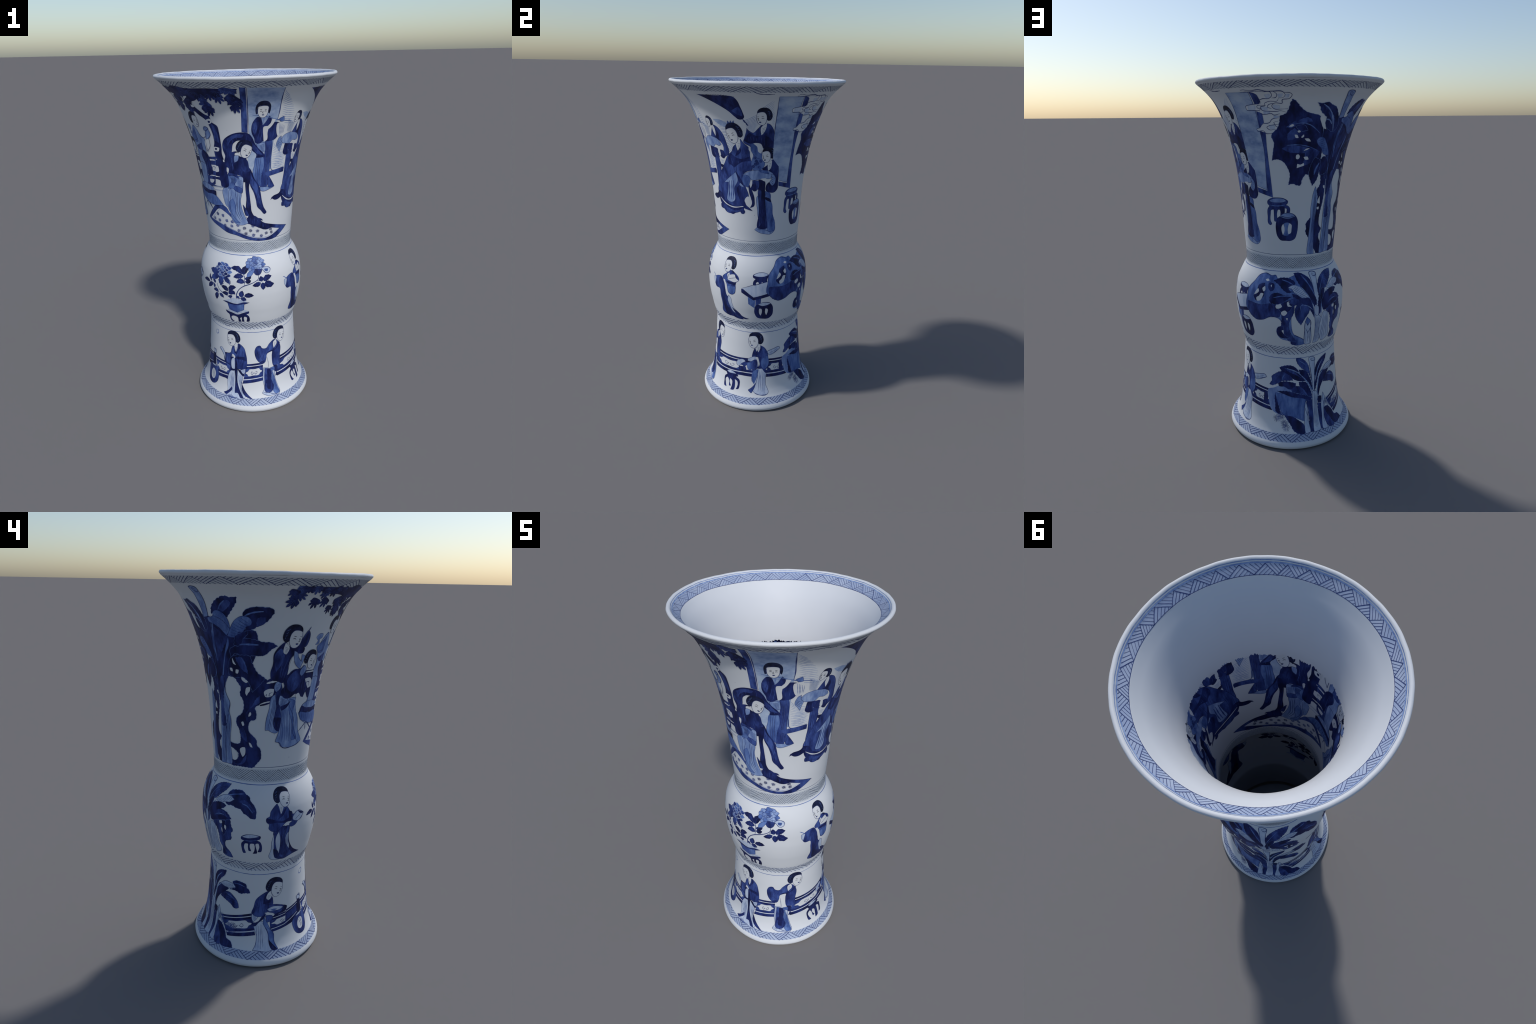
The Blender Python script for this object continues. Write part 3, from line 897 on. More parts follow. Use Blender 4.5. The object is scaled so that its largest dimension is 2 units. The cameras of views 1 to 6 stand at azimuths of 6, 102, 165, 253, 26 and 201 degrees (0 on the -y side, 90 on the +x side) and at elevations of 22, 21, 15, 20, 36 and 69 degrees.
m = Motif("screen_hatching", neck, soft=True)
m.hatch(22, 1.5, [(62.4,180.0), (68.1,174.6), (71.1,167.2), (72.5,161.0)], [(78.4,179.9), (77.3,175.0), (80.5,170.2), (80.8,165.2)], "wash")
m.hatch(14, 1.5, [(90.0,180.2), (91.1,179.1), (95.1,174.7)], [(104.4,184.4), (105.7,180.5), (101.9,174.8)], "wash")
m.hatch(18, 1.4, [(105.5,186.8), (115.0,181.3), (116.5,176.4)], [(115.5,191.4), (117.9,181.3), (118.8,176.4)], "wash")
m.hatch(10, 1.5, [(44.2,178.2), (45.2,171.5)], [(54.7,175.5), (52.4,170.8)], "wash")
m.fill("haze", [(62.5,180.2), (70.9,180.0), (77.6,177.8), (76.4,176.6), (67.3,177.8)])
m.hatch(14, 1.4, [(39.6,163.4), (32.0,151.8)], [(51.9,162.6), (47.7,153.2)], "wash")
m.fill("cobalt", [(20.7,149.8), (48.7,152.1), (47.9,149.4), (29.9,147.9)], sharp=True)

m = Motif("feather_fan", neck)
m.fill("navy", [(56.8,192.7), (65.0,192.7), (74.1,192.6), (82.3,192.7), (87.3,192.1), (89.0,190.7), (90.8,187.3), (92.3,184.2), (92.8,181.9), (91.7,181.1), (88.2,180.8), (85.2,182.1), (80.8,184.7), (74.7,187.2), (67.4,189.7), (61.2,191.6)])
m.fill("cobalt", [(82.9,185.2), (89.1,187.3), (91.5,185.0), (91.4,182.6), (88.0,183.0)])
m.hatch(12, 1.6, [(65.0,192.7), (76.6,192.7), (86.9,192.2)], [(67.6,193.1), (78.7,193.2), (89.0,192.1)], "navy")
m.line(5.0, [(91.4,181.1), (93.7,179.1), (95.8,177.6)], "cobalt")

m = Motif("tray_lady", neck)
m.fill("cobalt", [(51.6,160.5), (58.8,160.1), (60.0,155.1), (59.0,151.3), (60.2,145.4), (56.8,142.7), (56.9,139.4), (51.7,140.2), (50.8,149.0), (50.7,155.1)])
m.hatch(3, 2.0, [(52.2,159.6), (57.5,159.5)], [(52.8,142.5), (58.2,143.7)], "navy")
m.fill("navy", [(46.5,164.7), (54.2,164.4), (58.5,164.0), (60.1,161.4), (57.5,159.5), (52.7,161.1), (52.8,158.7), (49.5,158.4), (45.6,159.7), (45.8,162.4)])
m.fill("cobalt", [(53.0,170.4), (55.5,173.0), (57.6,174.9), (60.8,176.9), (64.7,176.1), (68.5,173.8), (72.4,167.3), (73.0,161.8), (68.6,160.1), (63.9,159.1), (60.5,161.3), (66.2,162.5), (67.8,165.2), (63.1,168.9), (58.4,169.8)])
m.fill("navy", [(57.3,170.8), (60.4,170.6), (62.3,172.5), (61.9,175.2), (64.8,172.0), (62.8,169.3), (58.8,169.8)])
m.fill("white", [(58.2,174.4), (59.7,177.1), (61.0,175.8), (61.0,172.4), (60.1,171.0)])
m.fill("navy", [(61.7,163.4), (65.7,163.4), (68.3,160.5), (65.8,158.7), (62.1,159.4)])
m.fill("white", [(59.7,163.8), (61.3,164.3), (61.7,160.3), (60.2,160.2)])
m.fill("white", [(59.1,159.2), (66.0,158.3), (65.8,155.2), (60.5,155.8)])
m.hatch(4, 1.4, [(59.8,158.5), (60.9,156.0)], [(65.9,157.7), (65.6,155.6)], "wash")
m.fill("navy", [(58.7,155.4), (65.3,154.5), (65.1,152.9), (59.6,154.0)])
m.fill("haze", [(36.7,166.9), (38.6,168.7), (40.7,169.1), (40.5,167.3), (43.0,165.5), (42.0,163.3), (40.7,160.6), (38.6,162.4), (35.9,164.9)])
m.hatch(4, 1.5, [(37.3,166.8), (36.5,164.5)], [(42.1,165.6), (41.4,161.7)], "cobalt")
m.fill("haze", [(40.5,167.3), (43.4,169.4), (49.4,170.5), (57.0,170.1), (62.3,169.1), (65.3,166.5), (62.0,165.7), (56.2,166.0), (54.0,164.8), (47.7,164.8), (43.3,165.3)])
m.fill("white", [(55.7,165.7), (59.8,165.7), (61.4,164.8), (57.3,165.0)])
m.fill("navy", [(50.9,140.3), (56.1,139.1), (54.0,136.9), (47.0,135.8), (39.5,135.3), (33.1,134.0), (36.5,136.0), (45.3,137.3)])
m.head(55.4, 178.0, 5.1, "L", -15)

m = Motif("throne_lady", neck)
m.fill("cobalt", [(72.6,161.4), (76.9,163.3), (79.3,165.9), (83.0,167.8), (87.4,170.4), (90.8,168.0), (94.3,166.4), (96.1,160.6), (97.3,153.3), (93.1,152.8), (86.8,149.9), (89.7,143.9), (93.0,137.7), (87.0,133.0), (76.5,131.1), (63.5,131.0), (55.5,133.1), (49.6,135.3), (47.6,139.2), (51.7,144.1), (57.4,150.0), (65.9,156.3)])
m.fill("navy", [(72.4,160.5), (75.6,162.0), (79.7,160.5), (86.3,159.4), (96.1,161.0), (96.8,158.9), (87.7,157.8), (80.4,155.3), (77.3,153.9), (81.4,150.6), (85.5,147.3), (87.9,143.8), (83.4,145.4), (79.6,150.9), (75.7,155.1), (72.1,156.2)])
m.fill("navy", [(80.2,143.5), (84.3,145.0), (83.8,140.5), (87.2,135.7), (92.7,131.4), (96.5,130.2), (86.8,131.2), (82.2,135.5)])
m.fill("navy", [(82.6,167.8), (84.4,167.0), (87.1,164.1), (83.3,161.5), (79.7,160.5), (82.5,163.5)])
m.fill("navy", [(47.6,139.2), (54.1,138.4), (60.2,134.4), (74.4,131.8), (86.9,132.3), (86.8,130.2), (74.0,129.2), (61.8,129.5), (51.8,131.8)])
m.fill("navy", [(92.7,146.6), (96.9,142.3), (100.3,136.1), (99.3,132.4), (94.6,131.4), (96.2,136.0), (94.0,140.0)])
m.fill("navy", [(34.3,135.5), (44.5,137.0), (51.7,136.4), (49.6,135.3), (38.0,134.0)])
m.fill("cobalt", [(53.4,131.5), (63.2,129.6), (78.5,129.4), (86.7,129.9), (58.6,127.9)])
m.line(4.0, [(51.3,135.2), (59.7,132.5), (72.0,131.0), (86.9,132.1)], "white")
m.fill("haze", [(61.3,144.9), (72.3,149.2), (78.8,151.8), (80.8,147.1), (76.1,142.8), (73.7,134.5), (69.0,133.7), (63.6,134.7), (66.3,140.8), (68.1,145.4)])
m.line(4.0, [(69.5,146.4), (68.3,141.0), (65.8,134.9)], "cobalt")
m.line(4.0, [(72.7,146.6), (71.8,141.2), (69.5,135.2)], "cobalt")
m.line(4.0, [(75.3,146.8), (74.5,141.4), (72.4,135.4)], "cobalt")
m.fill("white", [(83.4,169.5), (87.0,170.4), (86.6,166.2), (83.8,164.0)])
m.hatch(4, 1.4, [(84.3,168.2), (84.0,164.9)], [(87.0,168.3), (85.7,165.4)], "cobalt")
m.fill("wash", [(97.3,167.3), (99.6,168.2), (102.4,164.4), (108.6,160.7), (111.2,156.4), (106.4,153.4), (99.0,153.7), (97.2,158.0), (99.3,161.5)])
m.floret(100.8, 160.2, 1.1)
m.floret(103.9, 157.2, 1.1)
m.floret(107.1, 158.5, 1.1)
m.floret(101.5, 156.8, 1.1)
m.floret(105.6, 155.1, 1.1)
m.floret(99.1, 155.5, 1.1)
m.floret(102.3, 158.5, 1.1)
m.fill("white", [(95.0,165.6), (97.3,166.5), (96.7,163.1)])
m.fill("white", [(88.1,135.7), (92.1,138.1), (96.2,136.4), (96.5,133.3), (93.6,131.4), (89.9,133.5)])
m.fill("haze", [(83.5,145.8), (87.9,143.8), (86.5,143.5), (82.4,144.9)])
m.fill("wash", [(77.1,177.4), (77.6,179.9), (79.4,178.7), (80.5,180.0), (81.6,178.8), (83.4,180.2), (83.7,178.9), (85.4,177.7), (82.4,176.8)])
m.head(81.1, 172.3, 8.8, "L", 12)
m.fill("cobalt", [(50.9,131.2), (54.9,131.9), (65.0,130.1), (75.5,129.1), (86.6,130.1), (88.0,129.1), (86.4,127.7), (83.0,127.8), (81.9,128.8), (75.4,128.1), (71.8,126.8), (68.2,126.9), (62.7,128.5), (55.2,128.8), (51.0,129.4)])
m.fill("navy", [(67.4,127.8), (75.4,128.3), (72.7,126.9), (69.1,126.8)])
m.fill("navy", [(81.9,129.2), (87.3,129.9), (87.6,128.4), (84.9,127.5)])
m.fill("navy", [(84.8,136.1), (88.3,133.6), (93.9,131.4), (97.8,129.7), (93.9,130.0), (88.1,131.2), (84.6,133.1)])

m = Motif("fan_bearer", neck)
m.fill("cobalt", [(93.4,177.1), (95.2,175.5), (99.8,174.0), (104.5,176.5), (109.0,178.9), (112.8,178.9), (117.1,176.4), (118.9,170.7), (119.7,166.1), (109.9,165.3), (106.8,168.2), (102.5,168.6), (98.0,166.5), (94.4,167.3), (90.8,168.4), (92.2,173.0)])
m.fill("navy", [(91.0,169.7), (97.1,173.9), (102.5,172.4), (109.4,172.8), (115.9,170.7), (119.5,167.3), (117.4,166.1), (109.8,165.7), (106.8,168.2), (101.7,168.6), (96.7,168.1)])
m.fill("white", [(91.1,179.1), (93.4,179.1), (94.1,177.1), (92.1,172.2), (90.3,169.7), (90.5,175.4)])
m.fill("wash", [(98.1,168.2), (104.6,167.4), (107.7,162.8), (110.2,159.8), (105.5,159.8), (100.8,161.5), (97.2,164.8)])
m.fill("white", [(99.6,168.2), (102.5,168.6), (106.1,167.4), (107.0,162.8), (104.7,163.6), (103.2,166.6)])
m.fill("white", [(106.8,176.9), (111.5,179.3), (111.4,177.3), (108.6,173.6), (107.3,172.8)])
m.hatch(4, 1.4, [(107.5,176.5), (107.4,173.6)], [(111.3,177.7), (109.3,174.0)], "cobalt")
m.head(108.1, 181.7, 7.5, "L", 4)

m = Motif("kneeling_server", neck)
m.fill("haze", [(103.8,138.6), (115.4,139.9), (120.0,135.7), (122.0,128.1), (126.6,120.9), (126.5,117.8), (121.5,115.5), (113.7,115.6), (106.1,116.5), (99.8,118.3), (103.9,120.4), (103.8,128.4)])
m.fill("wash", [(112.8,137.2), (120.0,135.0), (122.9,127.4), (126.6,120.9), (125.3,117.5), (118.2,117.0), (115.5,124.9)])
m.hatch(5, 1.6, [(114.3,135.2), (120.0,135.0)], [(116.6,118.5), (125.9,119.6)], "cobalt")
m.line(1.8, [(101.6,118.0), (107.6,118.7), (113.5,118.2), (121.4,116.2)])
m.fill("navy", [(105.1,148.0), (111.6,147.3), (112.5,141.9), (112.9,135.2), (115.1,124.9), (115.8,119.2), (109.0,118.7), (103.9,119.4), (105.3,128.4), (104.5,138.6)])
m.fill("cobalt", [(105.2,142.0), (107.2,142.0), (107.3,131.9), (108.2,121.5), (105.3,120.1), (105.6,131.9)])
m.fill("wash", [(112.6,141.3), (118.9,139.8), (119.5,136.8), (114.1,137.9)])
m.hatch(5, 1.3, [(113.3,140.8), (114.8,138.2)], [(118.9,139.5), (119.1,136.9)], "cobalt")
m.fill("navy", [(112.7,137.9), (119.5,136.4), (120.4,134.7), (116.4,135.5), (112.8,136.9)])
m.fill("navy", [(108.4,154.2), (114.1,156.4), (117.0,158.3), (119.4,159.4), (123.3,158.2), (126.7,155.8), (127.5,151.5), (127.8,146.2), (127.3,142.2), (123.9,140.5), (119.6,140.3), (113.2,141.9), (114.3,145.3), (116.9,146.5), (120.4,145.5), (123.7,147.0), (122.5,150.4), (118.4,151.8), (111.9,152.5)])
m.fill("cobalt", [(97.7,147.2), (105.1,147.3), (105.1,143.3), (99.8,141.3), (96.5,142.6)])
m.fill("navy", [(97.3,145.2), (101.9,145.3), (101.1,141.3), (96.5,142.9)])
m.fill("white", [(95.4,147.2), (97.7,147.2), (96.5,143.9), (95.5,143.2)])
m.fill("wash", [(87.7,150.3), (95.5,149.5), (94.6,145.8), (92.5,143.5), (89.2,144.4), (86.2,148.2)])
m.fill("haze", [(87.1,150.6), (91.8,152.0), (99.5,153.3), (108.1,153.5), (115.0,153.1), (121.1,151.1), (118.7,148.8), (111.5,148.6), (104.4,148.1), (96.7,148.0), (93.6,150.1)])
m.fill("wash", [(105.0,153.5), (115.1,152.5), (116.5,151.2), (110.1,151.9), (106.3,152.6)])
m.fill("haze", [(118.5,151.1), (121.8,150.7), (124.1,149.0), (123.2,145.4), (120.9,144.4), (117.6,146.5), (120.0,148.8)])
m.hatch(4, 1.4, [(118.5,150.5), (118.3,146.5)], [(123.8,149.0), (121.9,144.7)], "cobalt")
m.hatch(4, 1.4, [(88.4,150.0), (87.4,147.6)], [(94.8,149.1), (94.0,146.5)], "cobalt")
m.fill("white", [(107.6,148.6), (113.5,148.6), (114.2,146.9), (109.6,147.5)])
m.fill("white", [(115.3,157.7), (118.8,158.9), (117.5,154.1), (115.4,153.1)])
m.hatch(4, 1.4, [(115.9,157.3), (115.6,154.1)], [(118.6,157.9), (117.5,154.4)], "cobalt")
m.head(113.7, 161.1, 6.7, "L", 4)

m = Motif("screen_frame", neck, soft=True)
m.fill("haze", [(118.5,192.6), (137.4,192.6), (139.3,182.8), (140.3,173.4), (141.3,161.0), (139.9,145.3), (128.5,147.2), (127.0,155.2), (119.8,159.7), (119.2,168.2), (119.1,182.4)], sharp=True)
m.fill("wash", [(119.9,190.3), (126.2,191.4), (137.3,190.1), (137.5,185.7), (128.4,184.3), (121.0,182.8)])
m.fill("wash", [(121.7,173.9), (130.6,174.6), (137.6,173.5), (137.4,170.2), (127.3,170.1), (121.0,170.6)])
m.fill("wash", [(122.2,164.7), (133.6,166.1), (140.0,164.1), (137.3,160.8), (126.1,161.7)])
m.fill("wash", [(127.9,157.3), (136.3,157.8), (139.5,154.2), (134.3,150.5), (128.4,152.5)])
m.fill("cobalt", [(137.8,192.6), (142.1,192.7), (144.4,187.5), (143.6,182.7), (144.2,174.9), (143.5,167.4), (143.9,158.7), (145.0,149.9), (145.9,141.7), (128.5,144.1), (128.1,146.6), (140.0,145.1), (140.5,152.8), (140.9,163.2), (139.0,174.3), (139.3,182.8), (139.2,187.6)], sharp=True)
m.line(2.4, [(118.5,192.4), (119.1,186.4), (118.9,177.2), (118.8,170.7)])
m.line(2.2, [(137.3,192.4), (138.2,186.9), (139.4,176.7), (140.5,167.5), (140.2,155.5), (139.2,145.8), (128.4,147.4)])

m = Motif("curling_cloud", neck, edges=False)
m.line(2.2, [(101.0,195.0), (102.9,194.2), (107.7,193.6), (114.9,193.6)])
m.fill("white", [(132.5,193.4), (137.9,193.3), (145.5,193.3), (153.9,192.5), (159.9,192.3), (165.5,191.5), (164.1,189.9), (158.6,188.9), (159.5,187.6), (153.7,187.6), (151.9,186.3), (162.5,185.0), (161.3,183.1), (151.2,182.8), (144.8,182.9), (140.8,183.9), (136.7,184.7), (131.0,185.0), (131.8,186.4), (138.0,187.2), (143.6,188.0), (144.1,189.4), (142.1,191.7), (137.4,192.6), (131.8,192.7)])
m.fill("white", [(136.2,175.7), (140.4,176.8), (142.9,178.6), (149.3,179.0), (150.8,180.7), (155.6,181.2), (155.0,176.5), (151.0,174.3), (143.7,174.3), (139.8,175.0)])
m.fill("haze", [(147.6,191.3), (151.2,191.6), (151.8,190.3), (148.6,189.8)])
m.fill("haze", [(156.5,191.5), (159.8,191.7), (159.2,190.4), (156.7,190.1)])
m.fill("haze", [(161.2,191.5), (164.1,191.5), (163.1,190.0), (160.9,190.0)])
m.fill("haze", [(152.5,186.9), (157.3,186.6), (157.1,185.4), (152.8,185.6)])
m.fill("haze", [(143.4,186.2), (148.5,185.9), (148.2,184.7), (144.1,184.8)])
m.fill("haze", [(144.5,184.1), (150.3,184.0), (148.9,183.0), (144.8,183.0)])
m.fill("haze", [(133.2,186.6), (139.5,186.7), (138.8,185.0), (133.0,185.0)])
m.fill("haze", [(147.8,177.9), (152.7,177.5), (151.9,175.9), (148.1,176.1)])
m.fill("haze", [(152.2,182.1), (156.8,181.9), (155.0,181.1), (152.1,181.1)])
m.line(2.0, [(131.6,192.6), (137.9,192.6), (143.2,192.7)])
m.line(2.0, [(132.5,193.4), (134.8,193.5), (137.8,193.1), (145.6,193.3), (149.2,192.7), (153.9,192.7), (159.9,192.4), (161.2,191.2), (159.7,190.0), (156.7,189.9)])
m.line(2.0, [(142.8,192.8), (147.6,192.5), (151.9,192.4), (152.5,190.9), (150.6,189.8), (145.8,189.6), (143.4,189.0), (144.4,187.9), (142.2,187.5)])
m.line(2.0, [(153.9,192.6), (156.0,191.4), (155.0,190.1), (152.2,189.9)])
m.line(2.0, [(160.8,192.0), (163.6,192.1), (165.6,191.3), (164.1,189.7), (159.1,189.1), (159.0,187.7), (153.2,187.6), (151.6,186.4), (152.8,185.4), (158.2,185.1), (163.0,185.2)])
m.line(2.0, [(156.7,189.8), (156.0,188.8), (150.2,188.5), (146.7,187.5), (147.0,186.7), (143.4,186.2), (143.8,184.8), (149.2,184.2), (153.7,184.0), (158.1,184.3), (161.9,183.6)])
m.line(2.0, [(153.2,187.6), (149.3,187.0), (148.2,185.9), (151.2,185.4)])
m.line(2.0, [(142.5,187.4), (136.8,187.2), (131.4,186.3), (131.6,184.9), (137.4,184.6), (142.4,184.8), (143.3,185.6), (140.6,185.7), (140.7,186.5), (147.1,186.9)])
m.line(2.0, [(141.8,184.1), (142.4,183.2), (146.5,182.8), (151.2,183.0), (151.8,182.6), (156.9,183.0)])
m.line(2.0, [(140.4,176.8), (142.1,178.1), (148.7,179.1), (150.1,180.2), (151.4,180.7), (155.8,181.1)])
m.line(2.0, [(155.4,179.7), (151.7,179.0), (152.8,177.9), (147.8,177.5), (145.7,176.8), (147.4,175.7), (153.1,175.9)])
m.line(2.0, [(140.3,176.5), (136.6,175.9), (137.0,175.0), (142.6,175.0), (144.3,173.9), (150.3,174.1)])
m.line(2.0, [(155.5,178.1), (153.1,177.9), (153.3,177.2), (155.1,177.0)])

m = Motif("scholar_rock", neck, leafy=True)
m.fill("navy", [(166.1,189.5), (168.7,188.3), (171.5,186.2), (176.2,183.9), (181.7,182.9), (187.1,182.0), (191.0,177.7), (193.5,171.1), (194.6,163.6), (194.0,159.7), (191.2,157.5), (186.4,156.1), (183.6,153.0), (181.1,153.7), (176.6,151.2), (174.8,148.1), (171.3,148.2), (167.3,149.0), (162.6,148.4), (164.2,154.0), (162.0,157.1), (157.7,160.2), (152.0,161.3), (147.4,160.7), (149.3,165.8), (150.5,169.2), (148.8,172.8), (154.4,176.5), (156.6,180.4), (156.8,181.7), (161.3,183.1), (163.6,185.5), (164.9,188.2)])
m.fill("cobalt", [(161.1,176.8), (167.0,179.3), (172.7,180.6), (178.5,181.3), (182.5,179.5), (176.6,178.5), (170.7,177.8), (164.7,176.4)])
m.fill("cobalt", [(162.3,173.6), (168.3,176.4), (171.0,173.5), (168.6,171.3), (162.2,170.6)])
m.fill("cobalt", [(156.7,166.6), (163.5,168.1), (171.5,168.0), (178.4,167.2), (186.0,165.6), (181.8,164.5), (171.8,164.3), (163.5,164.7)])
m.fill("cobalt", [(178.6,166.1), (187.3,166.3), (192.5,164.7), (187.1,160.7), (181.2,158.5), (175.2,157.8), (177.8,161.6)])
m.fill("navy", [(168.9,177.1), (175.5,177.8), (179.0,175.3), (173.4,174.9)])
m.fill("white", [(163.5,177.1), (166.5,178.2), (167.7,177.7), (165.9,177.0)])
m.fill("white", [(170.3,175.0), (172.1,175.3), (173.1,174.6), (171.3,174.2)])
m.fill("white", [(168.2,173.2), (170.1,173.2), (171.5,171.7), (169.2,171.7)])
m.fill("white", [(173.7,172.0), (175.8,173.3), (176.2,172.4), (174.4,171.7)])
m.fill("white", [(176.8,171.3), (180.5,171.3), (182.5,169.9), (178.6,170.2)])
m.fill("white", [(176.6,165.4), (179.3,166.5), (182.1,166.6), (180.1,165.9)])
m.fill("white", [(170.4,163.5), (172.2,163.7), (173.4,162.4), (171.6,161.3), (170.2,161.5)])
m.fill("white", [(177.0,162.3), (180.6,162.5), (182.0,161.1), (178.6,161.0)])
m.fill("white", [(170.8,156.9), (171.4,159.0), (174.4,158.6), (177.3,159.4), (178.0,158.3), (173.8,157.4)])
m.line(3.0, [(167.1,178.2), (174.1,178.7), (180.4,177.8), (185.4,175.9), (189.9,173.7)], "wash")
m.line(3.0, [(161.5,168.2), (171.5,168.4), (179.8,167.6), (189.9,165.5)], "wash")

m = Motif("garden_stool", neck)
m.fill("cobalt", [(139.3,139.8), (142.0,140.9), (151.0,141.7), (158.9,141.1), (162.2,139.9), (160.8,138.3), (159.2,138.0), (163.5,137.0), (164.5,134.8), (163.5,133.5), (160.8,133.5), (160.8,136.1), (158.1,136.2), (157.7,133.5), (153.9,132.5), (153.4,135.4), (151.3,135.5), (149.8,133.7), (149.6,129.2), (147.1,129.1), (146.3,133.3), (146.1,135.4), (143.2,135.1), (142.3,133.2), (141.9,129.3), (143.3,127.7), (141.7,127.0), (139.4,127.6), (138.7,131.4), (139.2,135.7), (141.2,137.3), (139.1,138.4)])
m.fill("haze", [(141.2,139.9), (144.8,140.9), (151.0,141.4), (157.6,141.1), (160.5,140.0), (156.9,139.4), (150.2,139.1), (144.0,139.3)])
m.line(3.0, [(142.0,137.7), (146.6,137.4), (153.5,137.5), (158.8,138.0)], "wash")
m.fill("navy", [(153.5,137.0), (158.2,137.0), (158.1,133.5), (154.7,133.5)])

m = Motif("drum_stool", neck)
m.fill("navy", [(153.2,132.1), (156.7,133.5), (160.8,133.9), (166.8,133.6), (170.9,132.2), (173.0,130.2), (173.5,127.0), (172.6,123.1), (169.8,119.8), (166.3,118.9), (159.2,118.8), (153.4,119.1), (149.9,121.0), (148.0,124.9), (148.5,128.8), (150.4,131.1)])
m.fill("haze", [(153.9,132.3), (157.4,133.4), (161.4,133.7), (166.8,133.4), (169.5,132.3), (164.8,131.6), (159.4,131.6)])
m.line(2.5, [(153.2,132.0), (158.0,131.2), (163.5,131.1), (169.9,132.0)], "haze")
m.fill("wash", [(157.9,128.3), (161.4,128.8), (164.1,128.3), (162.1,125.1), (163.4,122.1), (160.6,121.5), (157.1,121.8), (158.2,125.1)])
m.fill("white", [(155.1,126.7), (156.9,128.0), (158.2,125.7), (157.8,123.4), (156.4,121.9), (154.9,124.1)])
m.fill("white", [(163.8,128.3), (165.9,127.7), (166.2,125.4), (164.8,122.8), (162.7,122.5), (161.9,125.1)])

m = Motif("plantain_stem", neck, leafy=True)
m.fill("navy", [(196.0,154.3), (201.7,153.1), (204.3,145.2), (203.3,138.8), (200.8,133.7), (199.8,129.2), (203.5,124.1), (200.2,120.9), (202.3,117.4), (203.7,110.9), (198.3,110.9), (194.3,113.6), (192.1,123.1), (193.8,129.5), (195.3,135.9), (195.8,142.3), (194.0,144.9), (197.3,147.7)])
m.fill("navy", [(188.1,130.8), (187.8,126.5), (186.8,120.0), (184.4,121.4), (182.5,123.8), (183.3,125.4), (182.5,127.1)])
m.fill("white", [(198.7,141.9), (197.0,140.4), (196.1,138.5), (199.6,137.8)])
m.fill("white", [(195.7,135.9), (198.4,136.3), (198.4,135.0), (196.1,134.9)])
m.fill("white", [(201.9,147.2), (203.6,147.4), (204.1,145.6), (202.8,145.9)])
m.fill("white", [(203.3,134.9), (200.6,132.5), (199.7,129.9), (200.8,125.9), (203.2,124.7), (203.1,129.0)])
m.fill("white", [(202.6,120.8), (200.6,120.1), (201.4,118.5), (203.0,118.6)])
m.fill("white", [(194.7,113.5), (197.3,111.2), (195.0,111.3)])
m.fill("haze", [(192.3,147.1), (194.0,144.9), (195.5,141.7), (194.8,134.0), (193.2,127.6), (192.5,119.7), (194.2,110.8), (186.2,111.1), (186.4,120.0), (188.2,129.8), (188.0,135.6), (188.7,138.8), (190.1,143.8)])
m.hatch(5, 1.8, [(192.0,144.1), (194.3,143.7)], [(187.4,111.2), (193.8,110.9)], "cobalt")

m = Motif("plantain_leaf", neck, leafy=True)
m.fill("navy", [(202.5,180.9), (209.6,181.5), (222.1,177.2), (246.5,175.6), (246.6,166.5), (238.0,157.9), (231.5,154.7), (220.1,155.5), (213.2,152.0), (208.3,150.5), (204.3,150.6), (199.9,162.7), (192.9,173.0), (194.3,177.5), (198.9,178.7)])
m.fill("navy", [(183.3,187.9), (187.1,187.6), (192.1,188.1), (194.9,187.1), (199.0,186.2), (203.1,183.1), (205.7,179.9), (205.6,176.1), (202.7,174.5), (195.5,176.2), (192.8,178.8), (193.4,180.9), (190.7,182.5), (187.6,184.0), (186.0,186.1)])
m.fill("cobalt", [(188.6,186.7), (191.9,186.4), (197.9,183.1), (202.4,178.7), (201.8,176.1), (197.3,180.6), (192.7,183.7)])
m.fill("white", [(188.0,181.6), (190.4,182.5), (192.0,180.6), (192.8,180.9), (192.9,178.4), (195.1,175.6), (192.3,176.2), (189.6,178.5)])
m.line(4.0, [(188.3,187.3), (193.7,185.2), (197.6,182.5), (200.4,178.7), (202.2,174.8)], "haze")
m.line(4.0, [(192.7,180.5), (196.3,180.0), (199.3,178.1)], "haze")
m.fill("haze", [(204.0,193.2), (207.2,193.5), (210.4,192.7), (210.8,191.4), (211.4,187.8), (210.6,184.0), (210.0,181.5), (205.4,180.9), (205.6,186.2), (205.0,190.1)])
m.line(2.0, [(204.3,193.2), (205.0,190.1), (205.4,185.6), (205.6,180.9)])
m.line(2.0, [(210.8,191.4), (211.3,187.1), (210.2,181.8)])
m.line(2.0, [(204.2,193.1), (207.3,193.5), (210.4,192.7), (210.1,191.3), (207.2,191.6), (206.0,192.7), (208.5,192.5), (208.8,192.0)])
m.fill("cobalt", [(211.2,170.8), (211.4,177.3), (215.0,178.6), (222.6,173.9), (220.0,165.5), (214.0,157.2), (212.3,153.8), (208.9,162.5)])
m.fill("navy", [(211.3,175.4), (215.3,177.3), (218.6,172.0), (215.3,165.3), (211.2,170.8)])
m.line(4.0, [(211.1,178.3), (209.2,173.5), (208.0,168.5), (208.2,162.8)], "wash")
m.line(4.5, [(220.9,172.6), (218.3,167.3), (215.6,161.9), (213.6,155.8), (210.9,146.8)], "wash")
m.line(4.0, [(202.8,162.6), (204.6,157.5), (205.7,150.6), (206.2,144.9)], "wash")
m.fill("wash", [(188.2,170.5), (190.7,171.8), (194.0,171.7), (198.0,169.1), (201.4,165.7), (203.1,163.0), (197.2,163.4), (193.0,166.9), (190.6,167.9)])
m.hatch(9, 1.5, [(188.5,170.5), (196.8,163.5)], [(194.0,171.7), (203.1,163.0)], "cobalt")
